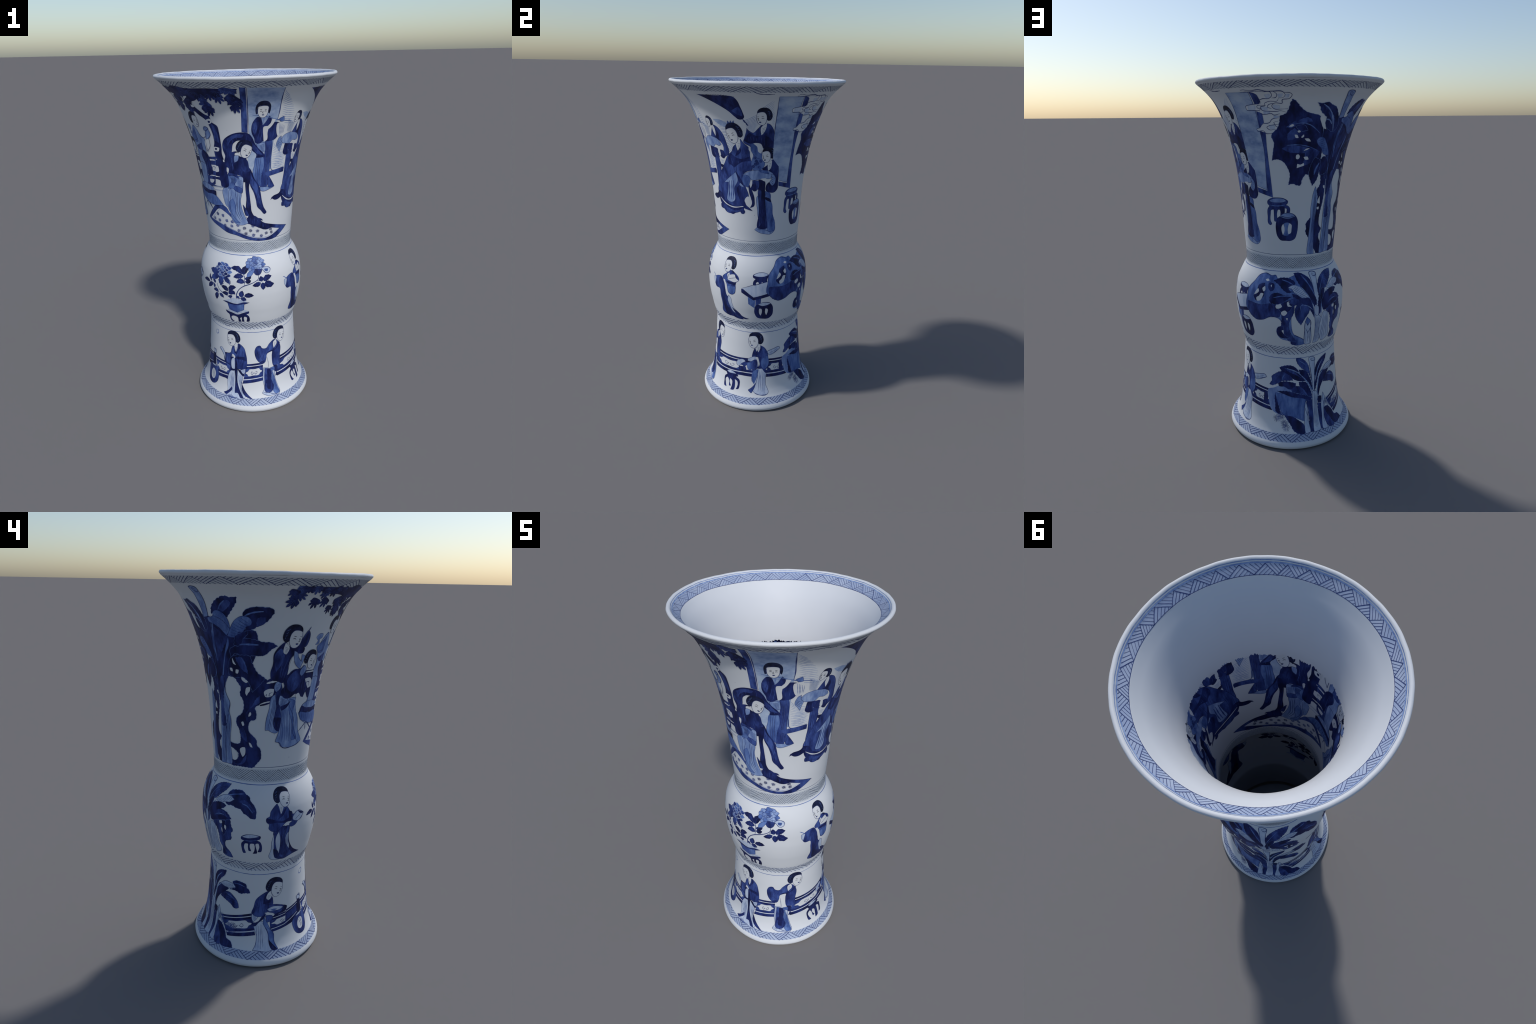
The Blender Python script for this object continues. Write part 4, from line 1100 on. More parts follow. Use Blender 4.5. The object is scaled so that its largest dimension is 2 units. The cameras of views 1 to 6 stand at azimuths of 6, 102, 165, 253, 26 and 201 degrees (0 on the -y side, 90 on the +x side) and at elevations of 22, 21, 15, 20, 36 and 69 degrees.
m.fill("navy", [(198.4,162.4), (202.3,161.0), (203.1,154.1), (196.4,153.0), (193.6,157.8), (194.4,160.5)])
m.fill("navy", [(188.8,162.0), (194.5,160.2), (194.3,155.1), (192.2,150.4), (188.0,147.7), (185.2,150.6), (183.4,153.0), (184.2,157.4)])
m.fill("cobalt", [(193.9,159.5), (192.4,156.2), (189.3,152.8), (188.3,154.6), (190.5,157.9)])
m.line(4.0, [(193.6,159.2), (190.2,155.9), (188.9,153.2)], "wash")
m.fill("white", [(223.6,163.4), (227.5,162.9), (228.3,160.8), (225.1,161.2)])
m.fill("white", [(221.8,158.9), (224.7,159.2), (225.5,157.4)])
m.fill("white", [(228.4,157.3), (229.9,158.6), (232.1,157.8), (229.3,156.5)])

m = Motif("pierced_rock", neck, leafy=True)
m.fill("navy", [(210.5,157.7), (232.5,161.3), (243.5,161.0), (245.8,158.3), (251.6,156.0), (255.8,154.2), (255.0,149.5), (254.0,146.9), (250.4,143.0), (245.3,141.0), (246.7,138.8), (245.4,135.1), (241.4,134.7), (238.9,132.3), (239.7,129.0), (243.6,127.1), (247.5,124.9), (248.0,122.5), (251.3,120.8), (252.5,118.1), (252.3,115.6), (248.4,113.1), (244.0,110.8), (237.1,110.7), (227.3,110.8), (217.4,111.0), (215.8,114.2), (225.8,114.4), (227.3,117.3), (222.8,119.4), (217.1,120.7), (217.3,122.8), (221.3,122.3), (229.5,123.0), (230.4,126.8), (229.0,129.8), (225.7,132.9), (226.6,135.6), (231.6,137.6), (234.2,140.6), (233.4,144.8), (230.9,146.9), (231.9,150.4), (228.8,152.8), (227.0,154.3), (220.8,155.1), (216.2,154.9)])
m.fill("cobalt", [(233.5,160.1), (238.3,159.7), (239.3,157.3), (236.8,155.9), (233.2,157.0)])
m.fill("cobalt", [(247.7,146.2), (252.7,147.6), (250.4,143.7), (244.0,141.6), (238.6,138.9), (240.0,135.6), (237.2,133.5), (235.8,137.4), (242.7,142.2)])
m.fill("cobalt", [(229.8,130.2), (232.8,131.0), (237.1,126.9), (238.6,123.5), (232.7,125.3)])
m.fill("cobalt", [(218.5,112.3), (229.1,112.5), (232.4,114.9), (237.1,117.6), (235.5,113.7), (225.6,111.2)])
m.fill("white", [(222.4,159.0), (224.8,159.0), (225.2,157.8), (223.8,157.4)])
m.fill("white", [(228.3,158.4), (230.6,158.6), (230.2,157.2), (228.6,156.4), (227.8,157.3)])
m.fill("white", [(233.0,155.2), (234.9,155.7), (236.7,154.2), (239.1,153.7), (238.2,152.8), (235.3,153.1), (233.5,153.8)])
m.fill("white", [(237.1,150.3), (240.6,150.8), (240.5,149.0), (238.9,147.9), (237.5,146.6), (236.3,147.5), (236.4,149.1)])
m.fill("white", [(239.3,137.9), (240.7,138.9), (241.7,138.3), (240.3,136.8), (238.9,136.6)])
m.fill("white", [(231.4,133.6), (233.2,134.0), (234.3,132.1), (232.8,131.7)])
m.fill("white", [(239.3,123.7), (240.8,123.5), (243.4,121.3), (241.6,121.4)])
m.fill("white", [(229.4,119.9), (232.6,121.0), (235.0,121.0), (234.7,117.1), (232.4,115.9), (230.3,117.6)])
m.fill("white", [(218.0,120.2), (221.9,119.4), (226.0,116.9), (225.4,114.4), (221.4,113.6), (217.8,114.8)])

m = Motif("garden_fence", neck)
m.fill("navy", [(255.2,153.8), (264.6,155.5), (268.0,154.6), (263.3,147.1), (260.3,143.7), (250.2,142.0), (251.4,151.3)])
m.fill("navy", [(291.6,158.0), (334.0,157.3), (334.5,142.5), (319.0,141.3), (301.0,144.6), (292.2,152.1)], sharp=True)
m.line(6.0, [(255.7,152.8), (260.1,153.4), (265.2,153.9)], "white")
m.line(4.0, [(250.2,142.8), (255.2,143.7), (260.3,144.2)], "white")
m.fill("white", [(253.6,148.8), (257.2,150.1), (262.5,150.1), (261.6,147.1), (255.0,146.5)])
m.line(1.8, [(255.0,146.9), (256.1,147.8), (255.8,146.6)])
m.line(2.0, [(261.5,148.4), (259.0,148.2), (258.3,146.9), (260.4,146.9)])
m.fill("white", [(293.6,153.9), (301.0,154.1), (305.4,150.8), (301.1,149.4), (295.4,150.2)])
m.line(2.2, [(296.7,150.1), (296.2,152.3), (300.1,152.2), (299.9,150.3)])
m.line(5.0, [(292.6,157.1), (304.5,157.2), (334.0,157.3)], "white")
m.fill("white", [(322.7,152.9), (334.2,153.3), (334.3,150.7), (325.5,150.5)])
m.line(4.0, [(316.9,147.7), (334.2,147.5)], "white")
m.fill("white", [(319.4,145.7), (334.5,145.2), (334.6,142.5), (323.0,143.1)])
m.fill("cobalt", [(317.4,157.8), (333.0,158.7), (326.8,142.9), (317.7,141.7), (314.6,146.8)], sharp=True)
m.line(5.0, [(318.5,156.4), (331.8,156.7)], "white")
m.line(4.0, [(316.6,147.6), (328.8,147.8)], "white")
m.fill("white", [(318.5,153.1), (325.1,153.8), (331.6,153.8), (330.7,150.7), (324.8,150.6), (318.6,151.0)])
m.line(2.0, [(325.2,151.5), (326.9,152.9), (330.1,152.6), (328.5,151.2)])
m.fill("white", [(318.2,145.3), (326.1,145.5), (322.7,143.5), (318.7,143.6)])
m.hatch(12, 1.6, [(320.6,142.5), (337.9,142.3)], [(322.8,141.4), (339.7,141.3)], "wash")
m.hatch(12, 1.6, [(322.2,140.0), (338.4,140.2)], [(324.6,139.3), (339.2,139.3)], "wash")

m = Motif("lotus_lady", neck)
m.fill("haze", [(311.2,174.7), (306.7,172.5), (303.4,169.4), (303.3,165.3), (305.4,161.4), (303.8,158.2), (304.4,154.3), (303.9,149.6), (303.6,145.3), (302.1,142.8), (309.1,142.2), (317.7,141.7), (316.2,146.9), (318.8,153.6), (320.6,159.7), (321.7,163.9), (322.7,167.7), (317.8,169.5), (315.5,172.2)])
m.fill("cobalt", [(316.7,165.4), (305.4,163.1), (308.3,161.7), (315.8,161.6), (312.6,159.3), (315.5,153.1), (314.8,147.5), (314.1,143.5), (312.1,142.1), (311.2,141.6), (317.5,141.3), (316.2,146.9), (317.8,155.2), (316.5,161.9), (316.6,165.3)])
m.fill("navy", [(315.8,161.6), (311.6,159.4), (316.7,152.1), (317.5,147.2), (324.8,148.8), (324.2,155.0), (322.1,159.5)])
m.fill("wash", [(300.3,168.7), (305.8,170.9), (310.4,173.1), (311.2,169.0), (311.6,166.1), (304.3,165.6)])
m.line(2.4, [(311.2,174.7), (311.1,171.4), (310.4,167.0), (303.9,166.1)])
m.line(2.0, [(304.4,154.3), (310.2,154.3), (315.0,153.6)])
m.fill("haze", [(296.3,172.9), (298.3,174.2), (303.9,174.0), (303.9,172.6), (301.0,171.9), (301.9,170.2), (299.6,169.5), (297.2,169.6), (299.3,171.2)])
m.fill("white", [(324.0,167.4), (328.5,168.0), (327.8,163.4), (325.0,161.2), (322.9,162.3)])
m.line(2.0, [(323.8,167.0), (323.3,161.1), (328.3,164.3), (329.0,168.0)])
m.fill("haze", [(327.4,172.4), (330.7,173.4), (332.2,171.4), (328.7,168.4), (325.4,167.9)])
m.line(1.8, [(328.2,172.9), (326.8,170.0), (325.1,167.4)])
m.line(1.8, [(331.1,172.6), (332.2,171.0), (327.5,168.0)])
m.fill("haze", [(325.7,174.0), (328.9,174.7), (331.4,173.8), (328.9,172.5), (325.6,172.6)])
m.line(1.8, [(325.7,174.0), (328.9,174.6), (331.2,173.7), (327.6,172.7), (325.5,173.2), (327.5,174.0), (329.6,173.7)])
m.line(1.8, [(317.3,170.3), (320.4,168.4), (324.0,168.8), (327.1,171.2)])
m.head(316.5, 177.2, 6.6, "R", 0)

m = Motif("mouth_organ_lady", neck)
m.fill("haze", [(262.5,147.1), (267.5,147.9), (271.9,138.3), (271.3,130.4), (267.6,128.7), (261.9,129.3), (259.0,130.2), (256.3,130.0), (256.4,134.2), (259.0,140.3)])
m.hatch(5, 1.6, [(262.6,145.8), (267.0,145.4)], [(257.7,130.2), (266.6,129.2)], "cobalt")
m.fill("cobalt", [(265.1,149.2), (269.1,152.9), (271.2,147.0), (269.3,142.7), (271.8,136.1), (271.8,129.9), (266.9,130.3), (264.4,135.4), (266.0,140.6)])
m.fill("navy", [(264.3,136.3), (271.5,136.1), (272.1,129.9), (268.5,129.6), (264.9,131.5)])
m.fill("haze", [(262.9,150.1), (265.3,153.6), (268.6,153.4), (268.0,150.0), (264.8,148.8)])
m.hatch(5, 1.4, [(265.0,153.0), (263.9,149.2)], [(268.8,152.5), (266.4,149.2)], "cobalt")
m.fill("navy", [(268.8,171.5), (272.2,169.5), (277.1,168.6), (277.9,166.2), (275.4,164.3), (273.9,161.1), (274.5,157.4), (273.7,155.3), (270.0,152.9), (264.8,153.8), (260.0,154.3), (258.5,157.2), (260.2,161.6), (260.6,166.4), (263.7,169.2)])
m.fill("cobalt", [(262.0,166.8), (265.9,168.8), (269.5,166.0), (267.5,161.2), (263.4,158.0), (261.4,161.2)])
m.fill("white", [(268.9,171.1), (272.4,168.9), (270.2,166.0), (268.6,166.4)])
m.hatch(5, 1.3, [(268.6,169.6), (269.0,166.4)], [(272.4,168.9), (270.9,166.4)], "ink")
m.fill("white", [(277.1,165.0), (280.8,165.2), (278.3,163.0), (276.0,161.0), (275.0,156.9), (273.8,156.6), (275.2,162.3)])
m.fill("navy", [(277.6,169.4), (280.6,169.8), (286.3,168.4), (285.5,166.4), (282.1,166.1), (278.1,167.0)])
m.fill("cobalt", [(279.6,170.2), (281.8,172.5), (285.8,176.3), (286.8,175.9), (286.8,169.2), (281.8,168.9)])
m.hatch(4, 1.8, [(281.2,170.1), (285.9,169.2)], [(285.6,175.9), (286.7,175.7)], "navy")
m.line(2.5, [(285.7,175.7), (287.3,177.8)])
m.fill("haze", [(277.1,167.5), (280.3,166.6), (282.0,164.5), (285.6,162.4), (285.0,165.6), (288.0,165.1), (285.1,159.1), (280.7,160.9), (277.8,164.2)])
m.head(275.2, 172.8, 8.3, "R", -4)

m = Motif("drummer_lady", neck)
m.fill("haze", [(269.4,147.0), (278.0,145.5), (284.9,145.6), (287.3,139.8), (291.1,135.1), (293.8,128.6), (299.1,123.1), (294.6,121.7), (289.5,121.0), (280.1,121.0), (273.6,121.7), (270.8,123.7), (267.4,124.2), (269.6,128.2), (271.7,133.9), (271.6,140.1)])
m.fill("wash", [(279.0,145.0), (285.5,143.8), (284.5,140.0), (286.7,131.9), (292.3,124.7), (286.3,124.2), (284.1,133.4), (279.3,140.2)])
m.hatch(6, 1.6, [(272.5,140.0), (279.8,141.9)], [(270.2,124.1), (286.8,121.9)], "cobalt")
m.line(2.0, [(278.7,142.4), (285.9,135.0), (286.3,128.7), (295.9,122.0)])
m.line(2.2, [(267.7,124.2), (271.8,123.6), (274.7,121.4), (288.2,121.1), (299.2,122.9)])
m.fill("haze", [(268.9,147.0), (276.0,145.5), (278.4,143.7), (272.3,141.4), (268.9,142.3)])
m.hatch(7, 1.3, [(269.1,146.2), (269.3,142.3)], [(277.7,144.6), (273.2,141.3)], "cobalt")
m.fill("navy", [(269.9,141.4), (276.7,142.9), (280.3,144.1), (276.2,140.8), (271.2,139.7)])
m.fill("navy", [(289.3,160.6), (286.9,159.4), (279.7,158.9), (274.3,156.6), (270.7,153.7), (272.0,151.2), (269.4,149.1), (270.2,147.4), (273.2,145.6), (279.8,145.8), (284.3,147.3), (290.1,146.2), (294.1,145.1), (296.8,147.5), (300.4,148.1), (293.3,154.5), (292.1,159.2)])
m.fill("cobalt", [(276.1,156.1), (281.6,158.4), (286.6,155.3), (286.3,150.7), (280.0,148.4), (274.9,150.3)])
m.fill("haze", [(287.1,159.0), (290.4,160.5), (292.9,158.8), (288.5,155.6), (286.6,156.5)])
m.fill("white", [(285.0,146.9), (287.9,147.6), (291.9,144.8), (287.2,145.0)])
m.fill("white", [(286.0,145.5), (295.6,144.5), (296.3,143.2), (293.6,140.3), (288.4,138.0), (286.6,142.0)])
m.head(296.4, 162.3, 6.8, "R", -8)

m = Motif("drum_on_stand", neck)
m.fill("haze", [(291.7,137.4), (308.3,137.0), (321.0,137.7), (322.4,135.2), (328.0,132.1), (319.2,131.1), (309.3,130.9), (302.2,132.1), (295.4,134.6)])
m.fill("wash", [(320.8,137.1), (322.4,135.2), (328.0,132.1), (322.8,131.7), (320.3,134.0)])
m.fill("navy", [(295.3,139.6), (304.8,139.2), (313.9,139.4), (320.9,140.3), (320.7,137.9), (311.6,137.1), (299.9,137.0), (291.7,137.4)])
m.line(3.5, [(306.7,132.6), (311.3,130.5), (316.2,128.2)])
m.fill("haze", [(296.2,141.0), (308.4,142.3), (316.1,141.7), (320.1,140.3), (314.0,139.5), (303.7,139.5)])
m.fill("haze", [(295.2,141.1), (300.8,142.4), (313.0,142.3), (323.4,140.4), (322.0,138.7), (307.4,139.2), (297.7,140.0)])
m.fill("navy", [(294.7,140.9), (300.6,139.8), (311.5,138.8), (326.0,138.8), (325.8,136.0), (305.1,137.2), (293.0,138.6)])
m.fill("wash", [(293.2,138.1), (305.3,136.7), (325.8,136.0), (335.2,131.3), (324.5,130.6), (312.5,131.0), (304.0,132.5), (295.2,134.4)])
m.hatch(9, 1.6, [(294.7,137.6), (324.4,135.5)], [(296.6,134.3), (326.5,130.9)], "cobalt")
m.line(3.5, [(305.9,132.1), (294.7,127.9)])
m.line(3.5, [(305.0,132.2), (306.2,128.0)])
m.line(3.5, [(307.9,131.9), (317.3,127.7)])

m = Motif("tree_foliage", neck)
m.fill("navy", [(269.6,194.3), (278.6,194.3), (292.6,194.3), (306.4,194.3), (312.3,194.3), (318.2,192.8), (313.1,190.0), (303.3,191.0), (296.4,191.6), (290.8,191.6), (283.1,192.6), (277.6,192.4), (274.2,191.9), (270.2,192.9)])
m.lobed_leaf(272.2, 193.3, 2.3)
m.lobed_leaf(268.2, 191.8, 2.3)
m.lobed_leaf(272.8, 190.7, 2.3)
m.lobed_leaf(268.8, 188.2, 2.6)
m.lobed_leaf(281.0, 193.3, 2.3)
m.lobed_leaf(276.9, 193.3, 1.8)
m.lobed_leaf(283.5, 188.0, 2.5)
m.lobed_leaf(290.9, 188.3, 2.4)
m.lobed_leaf(288.1, 191.6, 2.2)
m.lobed_leaf(288.0, 193.2, 2.0)
m.lobed_leaf(294.2, 192.5, 2.4)
m.lobed_leaf(296.8, 193.4, 2.1)
m.lobed_leaf(302.7, 193.4, 1.9)
m.lobed_leaf(302.7, 188.6, 2.6)
m.lobed_leaf(309.8, 189.1, 2.2)
m.lobed_leaf(297.4, 185.3, 2.0)
m.lobed_leaf(305.3, 185.1, 2.5)
m.lobed_leaf(315.4, 184.7, 1.9)
m.lobed_leaf(320.0, 187.9, 2.2)
m.lobed_leaf(316.0, 191.5, 2.2)
m.lobed_leaf(314.5, 186.5, 1.5)

m = Motif("plantain_leaf", neck, leafy=True)
m.fill("navy", [(212.5,179.1), (224.0,175.1), (224.8,173.3), (230.5,173.1), (238.6,173.4), (233.9,168.7), (228.5,163.9), (222.6,159.7), (219.7,155.2), (215.7,151.3), (213.0,144.9), (206.1,142.3), (205.0,150.5), (206.0,158.8), (207.9,166.8), (210.6,174.6)])
m.fill("navy", [(213.8,182.4), (214.8,184.6), (218.4,187.2), (222.8,189.0), (227.5,190.0), (231.7,189.5), (235.2,189.8), (235.0,188.2), (232.5,185.8), (229.5,183.6), (226.2,181.4), (222.9,183.1), (219.0,183.7)])
m.fill("cobalt", [(221.0,184.8), (224.9,187.3), (229.0,188.5), (230.8,187.5), (226.7,184.6), (223.0,183.4)])
m.line(3.5, [(220.3,184.1), (222.8,186.2), (226.8,188.2)], "wash")
m.fill("wash", [(209.1,180.5), (214.9,181.8), (215.8,183.2), (219.9,184.1), (223.5,183.1), (226.1,181.0), (227.2,178.5), (226.9,176.3), (223.4,173.6), (220.9,175.0), (217.2,177.1), (213.0,178.4), (209.8,179.0)])
m.hatch(11, 1.6, [(210.0,180.5), (219.0,183.7), (224.1,182.8)], [(220.9,175.0), (225.3,174.8), (226.7,176.7)], "cobalt")
m.line(2.0, [(214.9,181.8), (221.6,180.2), (227.0,176.7)])
m.fill("navy", [(237.8,182.4), (239.0,184.2), (243.0,185.6), (246.2,186.0), (252.3,185.9), (256.7,185.5), (258.5,184.1), (257.6,183.0), (252.6,179.4), (247.6,177.9), (242.7,176.4), (239.0,176.3), (239.9,178.5), (243.0,180.0)])
m.fill("cobalt", [(247.7,181.5), (253.3,181.9), (252.3,179.4), (247.0,177.9)])
m.line(4.0, [(238.6,182.1), (243.3,183.4), (247.7,184.0), (251.5,184.2)], "wash")
m.fill("wash", [(227.4,176.7), (229.3,178.6), (233.0,180.9), (238.1,182.2), (242.0,181.6), (243.7,180.0), (242.9,178.6), (239.8,177.8), (236.4,175.5), (233.8,175.5), (231.2,173.2), (226.9,173.0), (224.1,173.3)])
m.hatch(8, 1.5, [(225.6,173.3), (229.2,178.2), (237.4,181.9)], [(231.2,173.2), (236.4,175.9), (243.3,179.3)], "cobalt")
m.fill("navy", [(229.7,169.3), (237.2,172.6), (245.0,172.4), (251.4,171.4), (258.5,171.1), (262.7,169.6), (258.8,168.4), (253.3,165.7), (243.4,165.2), (234.8,164.9), (228.9,165.9), (225.2,163.8), (224.6,167.6)])
m.fill("navy", [(230.6,173.5), (240.9,176.0), (240.1,174.5), (237.3,173.0), (234.0,169.5), (228.9,169.3)])
m.line(5.0, [(233.4,170.0), (239.6,170.2), (248.2,170.1)], "wash")
m.fill("navy", [(226.3,164.6), (234.8,165.3), (240.6,165.1), (243.2,161.7), (247.6,157.5), (253.7,155.2), (243.0,148.6), (235.2,155.1), (226.9,154.8), (221.7,155.7), (220.7,159.6)])
m.fill("cobalt", [(228.5,163.9), (234.0,164.5), (238.0,160.4), (239.3,156.9), (235.5,157.9), (231.1,160.5)])
m.line(3.0, [(233.6,164.3), (236.6,161.5), (238.5,157.2)], "wash")
m.fill("white", [(225.7,163.8), (227.3,161.9), (228.7,160.6), (226.3,161.1)])
m.fill("white", [(222.4,159.1), (224.6,159.1), (225.1,157.5), (223.0,157.8)])
m.fill("white", [(228.3,158.6), (230.8,158.5), (229.7,156.7), (227.9,156.8)])
m.fill("white", [(233.2,155.5), (235.2,154.7), (239.1,153.3), (237.5,152.7), (234.3,153.7)])
m.fill("cobalt", [(211.6,177.6), (209.2,170.7), (208.8,164.5), (209.1,160.6), (217.9,167.3), (223.2,172.9), (219.3,175.0)])
m.line(5.0, [(212.5,178.4), (209.7,171.5), (209.0,166.9), (209.1,161.7)], "wash")
m.fill("wash", [(224.3,172.9), (224.6,171.4), (219.4,164.3), (215.8,157.4), (213.6,151.2), (212.4,144.9), (213.6,136.1), (207.1,135.5), (211.3,151.0), (216.0,161.0), (220.1,167.4)])

m = Motif("plantain_stem", neck, leafy=True)
m.fill("haze", [(212.6,155.0), (215.5,155.2), (214.0,149.4), (215.7,146.0), (219.1,142.3), (217.5,137.6), (218.9,135.1), (217.4,124.2), (217.9,111.0), (210.2,110.9), (203.0,110.6), (204.4,122.9), (205.4,134.6), (208.7,146.8)])
m.fill("cobalt", [(213.0,155.1), (214.9,155.2), (210.8,140.4), (211.5,130.4), (207.8,130.1), (208.1,143.5)])
m.hatch(7, 1.7, [(210.6,150.1), (216.7,142.8)], [(203.6,110.7), (217.0,111.5)], "cobalt")
m.line(2.2, [(219.1,142.3), (214.8,134.1), (212.0,127.1), (209.7,111.2)])
m.line(2.0, [(218.9,135.1), (216.3,127.5), (215.7,120.6)])

m = Motif("potted_peony", bulb)
m.line(3.2, [(348.6,72.9), (346.0,75.5), (341.4,77.4), (334.6,79.0), (329.2,81.3), (326.9,84.5)])
m.line(3.6, [(349.5,72.9), (350.3,76.5), (351.1,79.9), (354.1,83.0), (359.2,85.1), (365.8,86.4), (371.3,87.8), (374.7,89.2), (375.5,91.5)])
m.line(2.6, [(359.5,85.1), (360.1,88.5), (359.9,90.9), (357.0,93.1)])
m.line(2.2, [(340.6,78.4), (341.2,81.1), (341.9,82.2)])
m.line(2.2, [(350.7,75.8), (354.8,77.1), (359.4,78.3)])
m.line(2.2, [(13.5,88.3), (19.6,87.7)])
m.line(2.0, [(329.2,78.6), (327.6,80.0)])
m.line(2.0, [(320.8,83.2), (318.2,84.4), (314.4,87.0)])
m.fill("haze", [(335.6,74.1), (346.8,77.1), (358.1,76.0), (363.0,74.5), (350.4,73.2)], sharp=True)
m.fill("cobalt", [(339.0,73.0), (349.7,72.8), (359.1,74.1), (358.3,69.4), (350.2,66.8), (340.7,68.4)], sharp=True)
m.fill("navy", [(333.1,73.8), (336.9,74.1), (343.8,73.5), (349.8,73.1), (358.5,74.6), (364.9,74.5), (360.7,73.4), (350.2,72.3), (339.3,72.8)])
m.fill("wash", [(351.1,72.1), (358.4,73.4), (357.7,69.4), (350.6,67.3)], sharp=True)
m.line(2.5, [(340.5,68.7), (350.2,66.8), (358.3,69.4)])
m.fill("haze", [(336.4,67.6), (340.7,68.4), (350.2,66.8), (358.3,69.2), (363.7,68.3), (349.9,65.7)], sharp=True)
m.fill("navy", [(335.4,67.7), (337.7,67.2), (344.1,66.3), (349.9,65.4), (356.5,66.8), (363.7,68.3), (363.6,66.8), (360.6,66.0), (363.4,64.5), (363.4,60.4), (360.3,60.3), (360.6,63.7), (357.9,64.0), (357.2,63.2), (357.4,60.2), (354.9,60.1), (354.8,63.5), (352.9,63.0), (353.9,60.1), (350.6,59.9), (349.7,63.2), (343.4,63.9), (341.9,63.2), (342.3,61.3), (345.6,59.8), (341.5,60.0), (339.8,62.1), (339.3,64.8), (336.5,65.9)])
m.blade(3.0, [(358.2,92.3), (352.2,94.9), (343.5,95.2)], "navy", 0, 0.10)
m.blade(3.5, [(359.3,92.0), (360.4,94.6), (365.0,96.2)], "navy", 0, 0.10)
m.blade(3.0, [(358.8,90.9), (353.7,91.0), (347.7,90.1)], "navy", 0, 0.10)
m.blade(3.1, [(359.6,87.3), (355.4,88.1), (351.2,87.3)], "navy", 0, 0.10)
m.blade(2.6, [(0.7,87.9), (3.7,87.9), (7.0,88.5)], "navy", 0, 0.10)
m.blade(2.2, [(0.2,89.7), (3.7,89.7), (7.4,90.9)], "navy", 0, 0.10)
m.blade(3.0, [(340.9,81.1), (337.5,82.7), (332.6,83.4)], "navy", 0, 0.10)
m.blade(3.1, [(342.1,81.5), (346.2,83.7), (350.5,84.1)], "navy", 0, 0.10)
m.blade(2.6, [(341.3,79.1), (337.2,79.3), (334.0,79.6)], "navy", 0, 0.10)
m.blade(3.1, [(341.7,79.5), (346.6,80.6), (349.4,79.5)], "navy", 0, 0.10)
m.blade(2.0, [(341.1,77.8), (343.3,77.6), (345.8,78.4)], "navy", 0, 0.10)
m.blade(3.1, [(356.0,77.8), (356.2,79.8), (357.4,82.2)], "navy", 0, 0.10)
m.blade(3.1, [(359.4,78.8), (364.4,79.3), (369.5,79.1)], "navy", 0, 0.10)
m.blade(2.8, [(355.4,77.1), (358.7,76.7), (361.4,76.1)], "navy", 0, 0.10)
m.blade(1.7, [(353.7,77.0), (352.1,78.0), (351.9,78.8)], "navy", 0, 0.10)
m.blade(2.9, [(18.4,87.6), (18.0,89.0), (17.6,90.8)], "navy", 0, 0.10)
m.blade(3.4, [(20.7,87.8), (24.3,89.5), (29.8,90.2)], "navy", 0, 0.10)
m.blade(2.9, [(17.3,86.9), (13.3,85.9), (8.4,85.3)], "navy", 0, 0.10)
m.blade(3.2, [(18.9,86.8), (19.9,84.9), (19.8,82.3)], "navy", 0, 0.10)
m.blade(4.2, [(22.3,87.2), (27.4,85.2), (32.2,85.3)], "navy", 0, 0.10)
m.blade(2.5, [(315.4,83.9), (310.1,84.2), (303.4,83.4)], "navy", 0, 0.10)
m.blade(1.7, [(318.7,84.9), (316.0,86.7), (315.6,88.8)], "navy", 0, 0.10)
m.blade(2.8, [(320.8,83.6), (316.6,82.2), (312.8,80.1)], "navy", 0, 0.10)
m.blade(1.8, [(323.1,81.0), (322.8,82.6), (321.3,84.0)], "navy", 0, 0.10)
m.blade(2.5, [(328.2,78.9), (325.3,80.0), (321.6,79.5)], "navy", 0, 0.10)
m.blade(2.8, [(327.7,78.3), (325.3,76.2), (324.4,73.4)], "navy", 0, 0.10)
m.blade(2.5, [(329.9,78.2), (332.8,77.1), (335.0,75.8)], "navy", 0, 0.10)
m.blade(2.0, [(324.2,84.1), (323.5,85.3), (321.0,85.9)], "navy", 0, 0.10)
m.peony(333.7, 92.5, 5.6, "cobalt")
m.blade(3.6, [(328.3,91.0), (322.6,91.5), (316.4,92.1)], "cobalt", 0, 0.10)
m.blade(3.6, [(329.4,89.0), (324.1,88.3), (318.3,86.4)], "cobalt", 0, 0.10)
m.blade(3.6, [(332.9,89.1), (332.4,86.6), (332.3,83.7)], "cobalt", 0, 0.10)
m.blade(2.9, [(336.9,89.6), (340.2,87.7), (343.9,85.9)], "cobalt", 0, 0.10)
m.line(1.6, [(327.2,90.9), (316.9,92.1), (325.2,93.0)])
m.line(1.6, [(329.5,87.5), (331.6,83.6), (336.4,85.8), (334.3,88.7)])
m.line(1.6, [(337.6,89.0), (343.3,85.2), (344.5,86.6), (340.1,89.6)])
m.peony(12.5, 97.1, 5.2, "wash")
m.fill("cobalt", [(10.6,93.1), (12.5,95.0), (15.9,94.9), (19.4,94.4), (18.5,92.8), (15.5,91.5), (12.1,91.9)])
m.fill("wash", [(11.9,95.0), (10.6,93.7), (6.0,90.9), (2.7,90.6), (3.3,92.6), (6.7,94.0)])
m.fill("haze", [(18.9,95.0), (24.6,95.8), (29.2,94.6), (28.7,93.2), (24.2,92.2), (22.1,93.2)])
m.fill("wash", [(22.4,94.5), (26.6,94.5), (25.6,93.2), (22.8,93.7)])
m.line(1.6, [(19.0,95.3), (24.6,95.8), (29.4,94.3), (28.7,93.2), (24.2,92.2), (21.5,93.2)])

